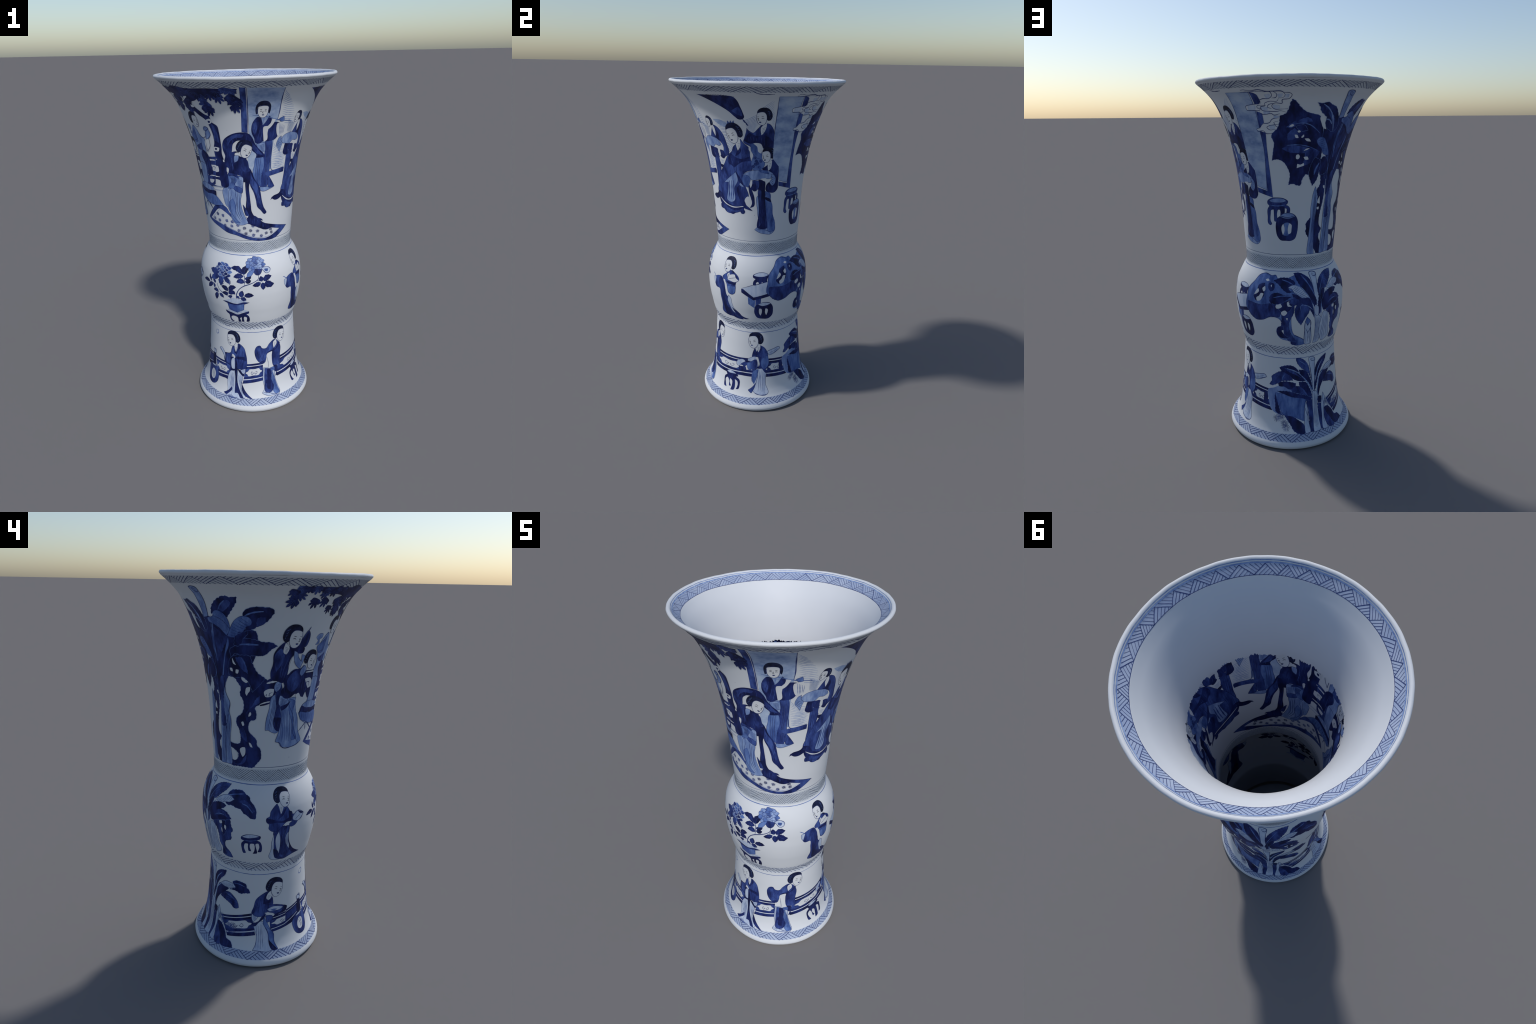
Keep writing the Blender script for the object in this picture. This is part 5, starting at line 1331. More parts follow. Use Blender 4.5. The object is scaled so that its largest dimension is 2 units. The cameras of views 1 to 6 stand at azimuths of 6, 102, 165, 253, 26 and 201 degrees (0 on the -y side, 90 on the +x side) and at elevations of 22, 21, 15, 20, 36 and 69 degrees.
m = Motif("waiting_lady", bulb)
m.fill("cobalt", [(47.8,85.5), (60.2,87.6), (63.7,84.2), (65.1,80.4), (66.9,76.6), (71.6,74.5), (73.1,71.5), (75.3,68.8), (83.1,64.8), (86.5,61.3), (79.9,62.2), (69.6,62.3), (62.2,62.5), (56.7,63.7), (58.3,69.3), (57.1,74.9), (55.9,79.5), (49.9,79.8), (47.2,82.0)])
m.fill("navy", [(55.9,86.9), (60.7,87.0), (63.7,84.2), (64.9,78.4), (63.9,73.3), (65.9,69.2), (68.5,65.9), (72.2,63.0), (67.9,62.0), (62.0,64.0), (60.8,69.1), (58.6,75.2), (56.9,81.1)])
m.fill("haze", [(69.2,77.0), (71.8,75.9), (73.2,71.9), (75.3,68.8), (80.6,65.3), (75.0,65.4), (69.9,69.9), (67.9,73.9)])
m.fill("navy", [(72.6,69.2), (80.6,65.7), (86.8,63.3), (94.1,62.2), (89.2,61.7), (82.8,62.9), (75.2,66.2)])
m.fill("navy", [(67.4,69.1), (72.2,65.7), (78.6,62.8), (86.5,61.3), (79.7,61.3), (71.4,62.9), (67.7,65.8)])
m.fill("cobalt", [(62.4,86.6), (61.0,87.7), (65.9,90.6), (73.8,93.0), (77.5,91.9), (82.3,89.6), (83.0,88.1), (79.5,86.2), (78.9,82.3), (77.5,79.1), (74.2,78.0), (70.1,78.5), (68.1,81.6), (66.7,84.7)])
m.fill("wash", [(68.1,82.9), (78.2,83.5), (77.5,79.4), (74.2,78.2), (70.2,79.2)])
m.fill("navy", [(65.9,86.2), (72.3,86.1), (79.5,86.2), (78.9,84.6), (73.7,84.6), (68.2,84.9)])
m.fill("navy", [(73.7,93.3), (77.5,91.6), (74.9,91.7)])
m.fill("navy", [(77.7,91.0), (81.0,90.1), (83.0,88.7), (80.5,88.5), (78.5,89.6)])
m.fill("white", [(69.2,89.2), (73.1,90.6), (77.7,90.7), (78.6,89.3), (82.5,87.8), (78.2,86.4), (72.3,86.7), (68.7,87.2)])
m.line(1.8, [(69.4,87.6), (74.1,88.5), (78.6,89.1)])
m.fill("white", [(67.5,90.2), (70.1,91.4), (71.1,90.0), (68.6,88.2)])
m.hatch(4, 1.4, [(67.9,90.0), (68.2,88.4)], [(71.2,91.3), (69.9,89.0)], "ink")
m.fill("white", [(62.4,86.3), (64.3,86.6), (65.9,84.2), (64.4,84.3)])
m.line(3.0, [(44.2,88.1), (47.7,86.8), (50.1,85.5)], "wash")
m.fill("haze", [(46.0,85.8), (50.1,85.9), (47.8,81.4), (46.1,83.1)])
m.head(68.1, 95.1, 7.4, "L", 0)

m = Motif("low_table", bulb)
m.fill("navy", [(98.6,91.6), (102.0,92.8), (107.7,93.4), (113.5,92.9), (116.9,91.7), (115.0,89.7), (114.4,88.5), (114.9,87.3), (102.0,85.6), (99.0,85.8), (99.2,88.0), (101.5,89.6), (99.2,90.2)])
m.fill("haze", [(99.1,91.7), (103.1,92.9), (108.3,93.2), (114.7,92.5), (116.4,91.8), (112.2,91.0), (107.1,90.8), (102.0,91.1)])
m.fill("white", [(102.0,87.1), (104.3,87.8), (105.4,86.8), (102.6,86.0)])
m.fill("white", [(108.2,87.4), (109.3,87.7), (109.3,86.6), (108.2,86.6)])
m.fill("haze", [(86.2,83.3), (115.5,87.9), (116.1,80.4), (99.5,77.9)], sharp=True)
m.fill("navy", [(85.6,83.0), (87.9,82.9), (99.5,77.9), (116.1,80.4), (119.0,79.2), (117.9,78.6), (99.2,75.9), (85.8,80.6)], sharp=True)
m.fill("wash", [(93.0,78.2), (99.2,75.9), (101.5,76.1), (100.3,70.5), (93.4,73.2)], sharp=True)
m.fill("cobalt", [(101.8,76.3), (107.7,77.1), (107.4,74.1), (101.4,72.0)], sharp=True)
m.line(2.0, [(86.2,83.3), (99.8,85.9), (115.8,87.8)])

m = Motif("drum_stool", bulb)
m.fill("navy", [(103.7,73.1), (107.1,74.1), (112.3,74.7), (117.5,74.1), (120.7,72.1), (122.1,68.6), (121.4,64.9), (117.6,62.8), (110.0,62.6), (103.1,63.7), (100.7,65.9), (100.2,69.8), (101.4,72.0)])
m.fill("haze", [(104.3,73.2), (107.7,74.1), (112.9,74.4), (118.8,73.5), (114.7,72.5), (108.3,72.1)])
m.fill("white", [(106.1,70.2), (107.8,70.1), (108.8,67.5), (107.4,65.0), (105.9,66.4)])
m.fill("white", [(113.1,70.2), (114.9,69.9), (115.7,67.6), (114.1,65.2), (112.6,67.3)])

m = Motif("scholar_rock", bulb, leafy=True)
m.fill("wash", [(116.3,91.0), (123.8,96.2), (127.5,99.0), (135.9,100.5), (143.5,99.7), (148.5,99.8), (150.5,98.5), (172.3,99.9), (176.8,90.3), (171.1,86.9), (167.0,81.6), (165.7,73.6), (168.6,67.5), (177.7,64.5), (182.9,61.5), (168.9,60.8), (164.3,63.1), (154.0,65.1), (150.6,68.1), (154.5,71.7), (155.4,75.9), (152.0,77.4), (144.9,77.8), (135.4,75.3), (126.8,75.0), (119.5,78.1), (114.2,80.5), (115.2,87.1)])
m.fill("cobalt", [(116.6,84.1), (134.3,83.9), (149.3,85.1), (154.8,83.0), (153.4,78.3), (144.9,78.2), (135.5,75.4), (126.8,75.0), (118.4,77.9)])
m.fill("cobalt", [(154.8,84.5), (168.4,87.6), (168.4,81.6), (162.9,73.6), (165.7,67.6), (171.8,63.0), (162.8,64.0), (155.9,70.9), (156.2,78.4)])
m.fill("navy", [(129.1,93.9), (136.9,95.9), (137.5,91.7), (137.3,88.8), (132.6,86.9), (128.4,85.6), (124.4,88.2), (128.5,90.9)])
m.fill("navy", [(141.8,96.2), (147.4,95.8), (148.0,93.0), (144.5,91.8), (141.4,93.4)])
m.fill("navy", [(152.1,83.7), (158.9,86.9), (165.7,87.7), (165.7,83.1), (160.3,80.8), (154.8,81.5)])
m.fill("navy", [(153.1,72.5), (157.4,72.7), (158.6,67.5), (164.3,65.4), (154.0,65.6), (150.6,68.1)])
m.fill("navy", [(165.8,63.6), (171.9,62.1), (170.4,60.8), (165.1,61.8)])
m.fill("white", [(137.0,97.4), (140.1,98.0), (141.7,97.2), (139.1,96.7)])
m.fill("white", [(127.5,91.2), (129.7,92.5), (131.0,91.2), (127.9,89.4), (125.3,88.7)])
m.fill("white", [(134.7,92.9), (137.6,94.2), (138.0,91.8), (136.5,91.3)])
m.fill("white", [(131.5,88.6), (133.8,90.3), (136.7,90.2), (135.7,88.6), (132.7,86.1), (129.3,85.7), (128.3,87.2)])
m.fill("white", [(143.8,94.9), (145.2,95.3), (144.8,93.9)])
m.fill("white", [(150.0,84.3), (154.8,85.7), (156.5,84.2), (153.5,83.0), (150.7,83.0)])
m.fill("white", [(161.6,86.6), (165.0,87.3), (163.6,85.4), (166.3,84.3), (162.3,84.3)])
m.fill("white", [(155.5,80.7), (159.6,82.0), (161.6,80.8), (158.2,79.0), (156.2,79.5)])
m.fill("white", [(160.2,77.6), (162.3,77.7), (161.6,76.2)])
m.fill("white", [(155.8,70.1), (157.6,70.5), (157.9,67.9)])
m.line(2.6, [(184.6,61.3), (177.7,64.5), (168.6,67.5)])
m.line(2.4, [(114.2,80.5), (115.2,87.1), (116.3,91.0), (123.8,96.2), (127.5,99.0), (135.9,100.5), (143.5,99.7), (148.5,99.9), (149.6,98.8)])
m.line(2.4, [(114.2,80.5), (120.4,77.4), (126.8,74.9), (135.5,75.4), (144.9,77.8), (154.8,77.1), (155.4,75.1)])

m = Motif("low_fence", foot)
m.fence_panel([(210.2,23.5), (247.2,28.9), (221.1,12.9), (251.5,16.2)], True)
m.fence_panel([(266.4,26.5), (305.2,28.9), (267.8,17.3), (301.1,19.9)], True)
m.fence_panel([(311.4,28.6), (340.0,26.3), (318.2,18.5), (335.4,17.3)], True)
m.fence_panel([(286.6,28.5), (304.9,30.3), (284.6,18.6), (304.1,22.4)], False)
m.fence_panel([(310.0,29.5), (336.4,29.5), (318.4,17.0), (335.5,18.1)], True)
m.fence_panel([(358.7,30.3), (379.6,31.1), (353.7,16.7), (378.7,18.7)], True)
m.fence_panel([(43.0,32.9), (90.5,30.8), (35.3,19.8), (77.7,21.1)], True)
m.fence_panel([(44.0,32.7), (90.8,33.8), (37.5,19.4), (83.8,21.3)], True)
m.fence_panel([(90.8,33.8), (102.9,33.6), (83.8,21.3), (98.7,21.2)], True)
m.fence_panel([(118.8,33.5), (139.1,32.6), (114.6,20.9), (143.5,19.9)], True)
m.fill("navy", [(132.6,30.8), (138.0,30.4), (138.1,22.6), (132.4,23.1)], sharp=True)
m.fill("navy", [(79.3,27.6), (84.5,27.8), (84.3,24.2), (79.1,24.0)], sharp=True)

m = Motif("scroll_holder", foot)
m.fill("navy", [(304.8,31.1), (309.6,32.3), (311.7,23.6), (304.1,22.4)], sharp=True)
m.fill("haze", [(304.4,33.1), (309.4,33.9), (310.4,32.0), (305.7,31.1)])
m.line(2.0, [(304.4,33.1), (310.2,33.6), (308.1,31.5)])
m.fill("cobalt", [(295.1,19.8), (304.1,22.4), (313.3,22.8), (317.0,20.4), (318.6,16.3), (317.1,12.4), (313.3,10.7), (306.2,10.3), (300.1,11.6), (295.8,15.7)])
m.fill("white", [(302.7,16.9), (306.9,19.4), (311.0,18.4), (312.2,15.5), (309.8,12.8), (304.9,13.0)])
m.line(2.0, [(305.7,18.2), (307.9,15.5), (308.4,12.8)])
m.line(2.0, [(307.9,18.8), (309.8,16.0), (310.1,13.3)])
m.fill("haze", [(300.4,21.6), (309.0,22.9), (313.4,22.4), (306.2,21.3)])

m = Motif("pearl_ring", foot)
m.line(3.0, [(309.4,48.1), (308.7,46.5), (312.5,45.8), (315.2,47.1), (314.5,48.6), (310.2,48.3)], "wash")

m = Motif("walking_lady", foot)
m.fill("haze", [(337.5,24.0), (344.8,25.3), (352.4,25.6), (353.9,21.7), (352.6,15.8), (355.7,11.7), (357.4,8.6), (353.9,7.2), (347.1,7.9), (341.8,7.7), (335.0,8.0), (335.5,11.3), (333.8,15.5), (334.4,20.3)])
m.hatch(4, 1.7, [(339.2,23.4), (343.3,24.0)], [(336.3,11.4), (341.9,8.9)], "cobalt")
m.hatch(4, 1.7, [(347.2,22.4), (352.4,22.4)], [(353.5,8.7), (356.1,9.1)], "cobalt")
m.fill("navy", [(331.0,9.1), (335.8,10.7), (340.3,13.8), (341.1,12.1), (337.8,9.6), (334.8,8.3)])
m.hatch(6, 1.8, [(335.7,8.1), (340.9,9.4)], [(341.9,7.4), (347.4,7.3)], "cobalt")
m.fill("navy", [(343.8,34.0), (347.0,34.3), (347.1,24.4), (347.4,17.3), (350.9,12.1), (356.3,7.9), (352.4,8.0), (347.7,10.5), (345.3,10.2), (344.2,20.1)])
m.fill("navy", [(353.3,16.3), (357.0,12.4), (361.2,9.9), (366.9,7.5), (362.6,8.1), (356.7,9.5), (352.8,13.3)])
m.fill("cobalt", [(340.5,41.6), (343.8,41.5), (347.9,43.9), (355.6,41.2), (357.7,37.7), (359.1,33.4), (358.3,27.9), (356.8,26.6), (350.9,26.3), (346.3,26.7), (343.8,32.4), (338.8,35.4), (337.3,28.8), (336.7,24.7), (329.2,28.7), (327.4,35.2), (337.1,36.8), (338.8,39.8)])
m.fill("navy", [(327.9,35.3), (331.2,35.9), (331.1,29.4), (336.5,28.7), (337.2,33.6), (343.8,34.4), (344.8,25.7), (340.8,24.5), (337.5,24.8), (336.5,27.5), (329.2,28.7)])
m.fill("cobalt", [(331.2,35.5), (337.1,36.0), (336.4,29.5), (331.5,29.5)])
m.fill("navy", [(343.0,39.9), (345.0,37.7), (347.0,40.2), (348.7,43.6), (351.0,42.5), (348.6,39.2), (345.4,36.5), (342.6,37.4)])
m.fill("navy", [(343.8,34.8), (359.2,34.6), (358.8,32.6), (352.4,33.1), (344.6,33.7)])
m.fill("navy", [(346.3,26.7), (350.9,25.5), (356.1,22.6), (354.6,21.6), (349.4,24.2)])
m.fill("haze", [(340.1,33.2), (343.0,33.9), (343.5,29.6), (342.8,25.9), (340.0,25.9)])
m.fill("haze", [(350.9,25.9), (356.8,27.0), (356.1,23.8), (354.6,23.4)])
m.hatch(4, 1.3, [(352.4,25.6), (354.6,23.7)], [(356.8,26.6), (356.1,23.8)], "cobalt")
m.fill("white", [(343.0,41.9), (347.1,43.8), (346.6,40.6), (344.6,38.0)])
m.hatch(4, 1.4, [(343.4,41.1), (344.2,38.8)], [(346.9,41.8), (345.8,39.3)], "ink")
m.fill("white", [(338.8,35.8), (340.5,36.0), (343.8,34.0), (342.6,33.3)])
m.fill("haze", [(318.5,37.2), (321.4,38.2), (326.8,36.3), (328.4,34.6), (328.2,30.1), (326.5,33.5), (323.8,35.0)])
m.line(1.8, [(318.5,37.4), (322.6,36.0), (326.0,33.4)])
m.head(339.7, 45.7, 8.0, "L", 6)

m = Motif("turning_lady", foot)
m.fill("haze", [(20.1,27.3), (34.0,24.8), (34.7,18.7), (37.3,12.9), (38.4,9.5), (35.5,8.1), (28.6,8.6), (22.0,9.1), (17.0,10.8), (19.4,12.7), (18.7,18.7)])
m.fill("wash", [(31.4,24.0), (33.9,18.8), (36.4,12.7), (37.9,9.3), (33.0,8.8), (29.4,12.7)])
m.fill("cobalt", [(21.6,26.8), (30.0,25.4), (29.2,19.5), (30.6,11.8), (27.3,10.5), (21.2,11.2), (21.6,18.5)])
m.fill("navy", [(24.5,26.1), (27.6,25.7), (28.2,17.7), (27.5,12.2), (24.3,12.6), (24.5,18.6)])
m.fill("navy", [(21.2,18.5), (29.0,18.0), (28.6,15.7), (21.4,17.0)])
m.hatch(3, 1.8, [(20.7,25.3), (21.8,24.4)], [(20.0,11.9), (21.2,11.5)], "cobalt")
m.hatch(4, 1.8, [(29.7,23.4), (33.7,22.9)], [(30.3,10.8), (36.6,9.8)], "cobalt")
m.line(2.0, [(17.0,10.8), (22.4,10.7), (29.6,9.2), (35.5,8.1)])
m.fill("cobalt", [(9.7,40.1), (12.7,42.4), (16.5,42.6), (18.7,40.9), (24.1,40.4), (29.0,43.1), (36.8,45.2), (42.2,43.1), (45.4,39.7), (44.0,33.1), (42.2,27.4), (37.7,27.0), (32.7,27.8), (32.8,37.8), (26.2,37.0), (24.4,34.0), (21.9,30.7), (15.2,31.2), (12.3,32.9), (9.5,37.0)])
m.fill("navy", [(25.4,37.1), (29.5,38.2), (33.7,38.1), (41.1,40.9), (42.2,43.1), (45.1,41.8), (38.1,38.2), (32.8,37.4), (26.9,36.2)])
m.fill("navy", [(33.3,44.1), (38.6,45.3), (36.7,43.2), (33.9,40.0)])
m.fill("navy", [(33.5,27.7), (38.5,26.9), (38.2,22.1), (35.0,23.1)])
m.fill("white", [(25.4,36.3), (32.0,37.5), (32.7,27.8), (33.4,26.9), (26.9,26.6), (25.0,32.0)])
m.line(1.7, [(25.6,33.9), (26.5,30.2), (26.9,26.6)])
m.fill("white", [(35.0,43.9), (38.6,44.9), (39.8,42.3), (35.1,39.5)])
m.hatch(4, 1.4, [(35.4,43.4), (35.1,39.9)], [(39.4,43.2), (36.9,40.4)], "ink")
m.fill("wash", [(29.2,26.3), (34.2,26.4), (34.7,24.3), (29.4,24.3)])
m.line(2.2, [(29.2,25.9), (34.0,24.8)])
m.hatch(5, 1.8, [(11.9,40.9), (19.4,40.0)], [(13.7,32.1), (22.0,33.1)], "navy")
m.fill("navy", [(14.4,31.3), (21.2,32.4), (21.1,30.0)])
m.head(45.5, 46.8, 8.1, "R", -4)

m = Motif("four_leg_stool", foot)
m.fill("navy", [(59.1,21.2), (62.7,22.0), (67.7,21.4), (77.3,21.5), (79.2,20.0), (76.0,19.3), (81.0,17.8), (81.8,14.8), (80.0,11.5), (77.4,11.3), (79.1,14.9), (78.0,16.6), (74.6,17.3), (75.6,14.4), (74.3,10.4), (70.4,10.1), (71.4,13.3), (70.5,16.2), (67.7,16.9), (67.3,14.9), (70.1,12.3), (67.7,11.9), (65.5,16.1), (63.8,17.0), (61.1,16.0), (61.9,13.0), (64.2,10.9), (60.8,10.9), (58.9,13.9), (59.5,17.6), (62.4,18.9)])
m.fill("haze", [(61.8,21.4), (65.6,22.6), (73.9,22.0), (76.5,21.4), (70.5,20.9), (63.9,20.8)])

m = Motif("serving_lady", foot)
m.fill("haze", [(100.8,26.0), (107.4,27.2), (114.8,24.5), (113.9,20.6), (113.7,16.7), (115.9,10.1), (113.7,9.4), (107.1,9.5), (100.5,10.8), (98.3,12.4), (100.3,16.1), (97.0,18.4), (97.2,21.9)])
m.hatch(4, 1.7, [(105.9,25.6), (113.3,24.6)], [(103.2,11.1), (113.1,9.9)], "cobalt")
m.line(2.0, [(104.5,24.8), (103.1,18.9), (100.3,15.0), (93.5,12.2)])
m.line(2.0, [(100.5,10.8), (107.1,9.5), (115.8,9.8)])
m.fill("cobalt", [(101.7,16.9), (100.3,13.9), (96.5,10.6), (92.8,12.2), (97.5,14.2)])
m.fill("wash", [(100.8,26.0), (105.2,26.4), (103.0,20.9), (99.5,16.5), (97.3,19.2)])
m.fill("cobalt", [(100.6,41.2), (102.9,38.4), (106.6,43.2), (111.9,41.9), (116.6,38.4), (118.0,33.9), (118.3,29.1), (114.8,26.5), (109.6,26.8), (108.1,30.8), (105.1,34.8), (96.9,35.1), (98.3,38.7)])
m.fill("navy", [(101.3,41.6), (103.6,38.4), (105.9,38.4), (108.1,42.0), (110.4,41.9), (107.4,37.6), (102.9,36.4)])
m.fill("navy", [(105.1,35.2), (108.9,35.2), (108.1,30.4), (109.6,27.2), (107.4,26.8), (102.2,27.6), (105.9,28.8)])
m.fill("wash", [(109.6,33.5), (117.3,35.6), (117.9,29.1), (114.1,27.0), (110.3,27.5)])
m.fill("navy", [(110.3,26.7), (114.8,26.1), (118.5,23.9), (114.7,23.7)])
m.fill("cobalt", [(95.5,31.8), (101.4,33.2), (104.4,32.0), (103.7,27.6), (98.6,26.0), (95.6,26.6)])
m.fill("haze", [(90.8,33.2), (101.4,35.2), (104.4,33.2), (100.7,33.2), (93.9,31.8)])
m.fill("white", [(101.4,35.2), (104.4,34.4), (105.5,30.4), (104.1,28.0), (104.0,31.6)])
m.fill("haze", [(76.5,30.5), (79.8,32.1), (86.2,32.4), (88.6,31.4), (83.2,29.7), (79.3,27.6), (76.7,28.1)])
m.fill("navy", [(86.2,33.4), (90.8,33.6), (91.3,31.2), (89.0,31.1)])
m.fill("wash", [(90.9,30.8), (95.5,31.0), (95.6,25.8), (92.6,26.1)])
m.fill("white", [(103.6,42.0), (107.4,43.6), (107.4,40.8), (105.1,38.4)])
m.hatch(4, 1.4, [(104.0,41.6), (104.7,39.2)], [(107.4,42.4), (106.2,39.6)], "ink")
m.fill("haze", [(116.6,38.6), (126.2,40.0), (134.0,40.3), (135.3,39.3), (130.4,37.9), (118.9,36.1)])
m.line(1.8, [(116.6,38.6), (126.2,40.0), (134.0,40.2), (135.3,39.3), (129.5,37.9), (118.9,36.1)])
m.line(1.4, [(118.1,37.1), (126.2,38.4), (132.2,39.5)])
m.head(100.1, 45.6, 8.5, "L", 2)

m = Motif("plantain", bulb, leafy=True)
m.fill("cobalt", [(202.5,80.3), (213.5,82.4), (224.7,83.8), (226.1,80.4), (227.8,78.1), (226.0,76.8), (225.7,73.0), (218.7,70.6), (217.8,67.7), (223.2,64.1), (225.6,61.1), (217.3,60.9), (213.2,61.8), (213.9,66.1), (211.4,68.8), (211.0,73.4), (208.1,77.4)])
m.fill("navy", [(215.2,82.3), (219.7,82.4), (219.1,80.1), (220.3,76.7), (216.9,73.8), (215.2,75.8), (215.9,78.1)])
m.fill("navy", [(213.9,66.1), (217.0,65.0), (218.6,62.0), (214.2,62.0)])
m.fill("white", [(211.9,81.4), (215.2,82.0), (215.6,80.6), (212.8,80.1)])
m.fill("white", [(218.7,80.1), (220.2,79.9), (220.0,77.4), (218.3,78.5)])
m.fill("white", [(214.7,78.3), (215.8,77.4), (215.7,75.3), (214.9,76.1)])
m.fill("haze", [(181.8,77.8), (184.4,75.6), (186.4,70.2), (187.0,60.8), (181.4,60.7), (179.7,70.7), (180.2,74.9)])
m.line(2.0, [(182.1,77.6), (185.7,75.1), (185.7,70.2), (187.0,60.8)])
m.line(2.0, [(181.8,77.7), (179.9,74.9), (180.3,67.0), (181.3,61.0)])
m.line(2.0, [(180.3,71.0), (183.1,68.3), (184.2,62.2)])
m.line(2.0, [(185.6,71.0), (183.5,68.2)])
m.line(2.0, [(180.5,74.9), (182.6,72.6), (185.1,75.2)])
m.fill("wash", [(181.8,77.5), (185.1,75.5), (182.8,73.0), (180.5,74.9)])
m.fill("haze", [(189.2,80.2), (191.3,78.0), (195.4,77.6), (197.8,75.9), (198.6,68.8), (198.7,63.9), (197.2,61.5), (190.6,60.8), (191.4,66.0), (190.8,73.3)])
m.hatch(5, 1.8, [(190.6,77.8), (197.0,76.4)], [(191.2,61.1), (197.9,61.8)], "cobalt")
m.fill("haze", [(187.1,101.1), (191.2,101.5), (195.8,100.7), (194.8,97.4), (194.5,93.0), (195.1,88.7), (194.1,84.3), (191.1,84.6), (189.8,91.0), (188.4,96.9)])
m.line(2.0, [(187.0,101.0), (188.4,96.9), (190.2,89.8)])
m.line(2.0, [(195.5,99.8), (194.1,93.9), (194.8,88.7)])
m.line(2.0, [(186.9,101.0), (191.6,101.4), (195.7,100.5), (194.2,99.2), (190.7,99.7), (190.6,100.6), (193.0,100.2)])
m.fill("navy", [(194.7,88.1), (196.5,90.4), (201.1,92.7), (202.6,91.7), (201.6,89.9), (198.0,85.9), (196.6,79.5), (194.7,77.7), (193.4,83.1)])
m.line(5.0, [(205.9,91.6), (201.4,88.7), (198.4,85.2), (197.2,77.4)], "haze")
m.fill("cobalt", [(197.4,97.2), (202.6,99.3), (210.2,100.7), (219.5,100.8), (216.9,98.6), (210.9,95.6), (205.1,92.6), (198.9,91.1), (194.8,88.7), (194.1,93.1)])
m.line(2.4, [(206.4,99.0), (201.7,96.5), (197.3,92.8), (194.9,89.3)], "wash")
m.hatch(9, 1.4, [(200.0,98.4), (194.8,91.8)], [(201.9,96.8), (196.9,91.6)], "navy")
m.hatch(9, 1.4, [(207.1,99.2), (198.3,91.5)], [(218.2,99.9), (204.6,93.3)], "navy")
m.line(2.5, [(232.3,97.6), (218.9,95.9), (207.7,92.6), (203.3,90.3)], "haze")
m.fill("navy", [(168.7,101.1), (174.9,101.3), (181.5,100.0), (186.2,98.2), (188.8,94.6), (189.9,89.8), (191.9,86.8), (191.1,81.4), (189.2,83.5), (182.6,89.1), (177.0,93.5), (171.5,97.9)])
m.fill("cobalt", [(177.3,100.2), (184.0,98.0), (187.6,95.0), (189.7,90.7), (187.3,91.8), (182.7,96.1)])
m.line(4.0, [(177.0,100.2), (182.8,96.7), (187.0,93.0), (189.9,89.8)], "wash")
m.fill("navy", [(146.1,97.3), (152.3,98.7), (160.1,99.0), (166.5,98.2), (170.1,96.5), (169.4,95.4), (165.1,94.9), (163.3,93.2), (167.4,92.0), (163.3,91.4), (156.9,93.1), (152.3,95.5)])
m.line(3.5, [(155.7,98.0), (162.1,97.1), (167.6,95.7)], "wash")
m.fill("haze", [(162.1,94.0), (165.1,95.1), (170.6,95.4), (175.9,93.8), (179.2,91.9), (182.6,89.7), (184.3,88.0), (176.5,88.7), (172.0,90.4), (168.0,92.0), (166.9,93.1)])
m.hatch(9, 1.5, [(163.3,93.7), (172.0,90.4), (177.1,88.7)], [(167.5,95.1), (177.0,93.5), (183.2,89.0)], "cobalt")
m.line(3.5, [(170.0,95.4), (175.9,94.1), (181.5,90.6), (186.0,86.3), (189.9,78.2)], "haze")
m.fill("navy", [(166.2,91.1), (172.0,90.4), (176.5,88.7), (183.7,88.4), (187.3,84.3), (188.5,81.6), (189.4,76.9), (186.0,80.5), (181.1,84.1), (175.3,85.4), (173.0,87.6), (167.3,89.6)])
m.fill("navy", [(144.0,89.6), (151.1,91.5), (158.2,90.5), (167.3,89.9), (164.5,89.0), (159.4,87.1), (152.0,85.3), (144.2,85.9)])
m.line(3.5, [(147.7,88.7), (155.9,89.8), (166.8,89.7)], "wash")
m.fill("cobalt", [(163.3,86.5), (167.3,88.4), (173.0,87.9), (177.0,85.6), (184.1,82.6), (183.6,80.7), (180.0,77.6), (175.5,73.4), (171.9,76.0), (169.5,79.4), (169.5,83.0), (171.3,84.9), (166.2,85.3)])
m.line(2.6, [(178.8,84.9), (175.3,84.4), (175.0,81.8)], "wash")
m.hatch(6, 1.4, [(171.8,83.9), (176.4,84.4), (181.7,82.1)], [(171.9,76.6), (175.5,74.1), (180.0,78.3)], "navy")
m.line(3.0, [(176.4,85.0), (182.3,84.0), (187.3,81.7)], "haze")
m.fill("haze", [(190.1,84.1), (193.1,83.5), (194.5,79.7), (194.0,77.8), (191.3,78.0)])
m.fill("navy", [(218.9,96.3), (221.6,98.1), (228.6,99.0), (235.2,98.8), (238.4,97.6), (242.7,96.4), (243.6,95.0), (247.6,92.7), (249.9,89.7), (249.7,88.1), (249.3,86.1), (245.2,86.1), (240.9,87.7), (237.8,88.5), (235.1,90.2), (229.9,90.7), (225.6,91.5), (220.7,91.3), (218.0,92.2), (223.5,93.5), (227.5,94.2), (223.9,95.7)])
m.fill("cobalt", [(231.7,93.7), (236.6,94.9), (244.6,92.6), (248.5,89.7), (246.1,88.9), (241.0,91.9), (235.8,93.1)])
m.line(3.2, [(219.2,95.9), (227.6,96.9), (236.4,97.6)], "wash")
m.line(3.2, [(235.8,93.1), (241.0,92.2), (244.2,90.5), (246.7,89.0)], "wash")
m.fill("haze", [(206.2,92.4), (210.9,94.4), (219.2,95.9), (223.2,95.6), (227.3,94.5), (223.7,93.0), (217.9,92.4), (210.2,91.1)])
m.hatch(9, 1.5, [(207.5,92.6), (222.3,95.8)], [(212.7,91.5), (226.8,94.1)], "cobalt")
m.fill("navy", [(199.3,88.2), (205.8,90.7), (213.5,91.6), (219.3,90.8), (218.1,89.6), (213.7,88.3), (220.8,87.4), (226.0,84.3), (221.2,83.3), (211.9,82.1), (200.3,80.2), (197.9,83.6)])
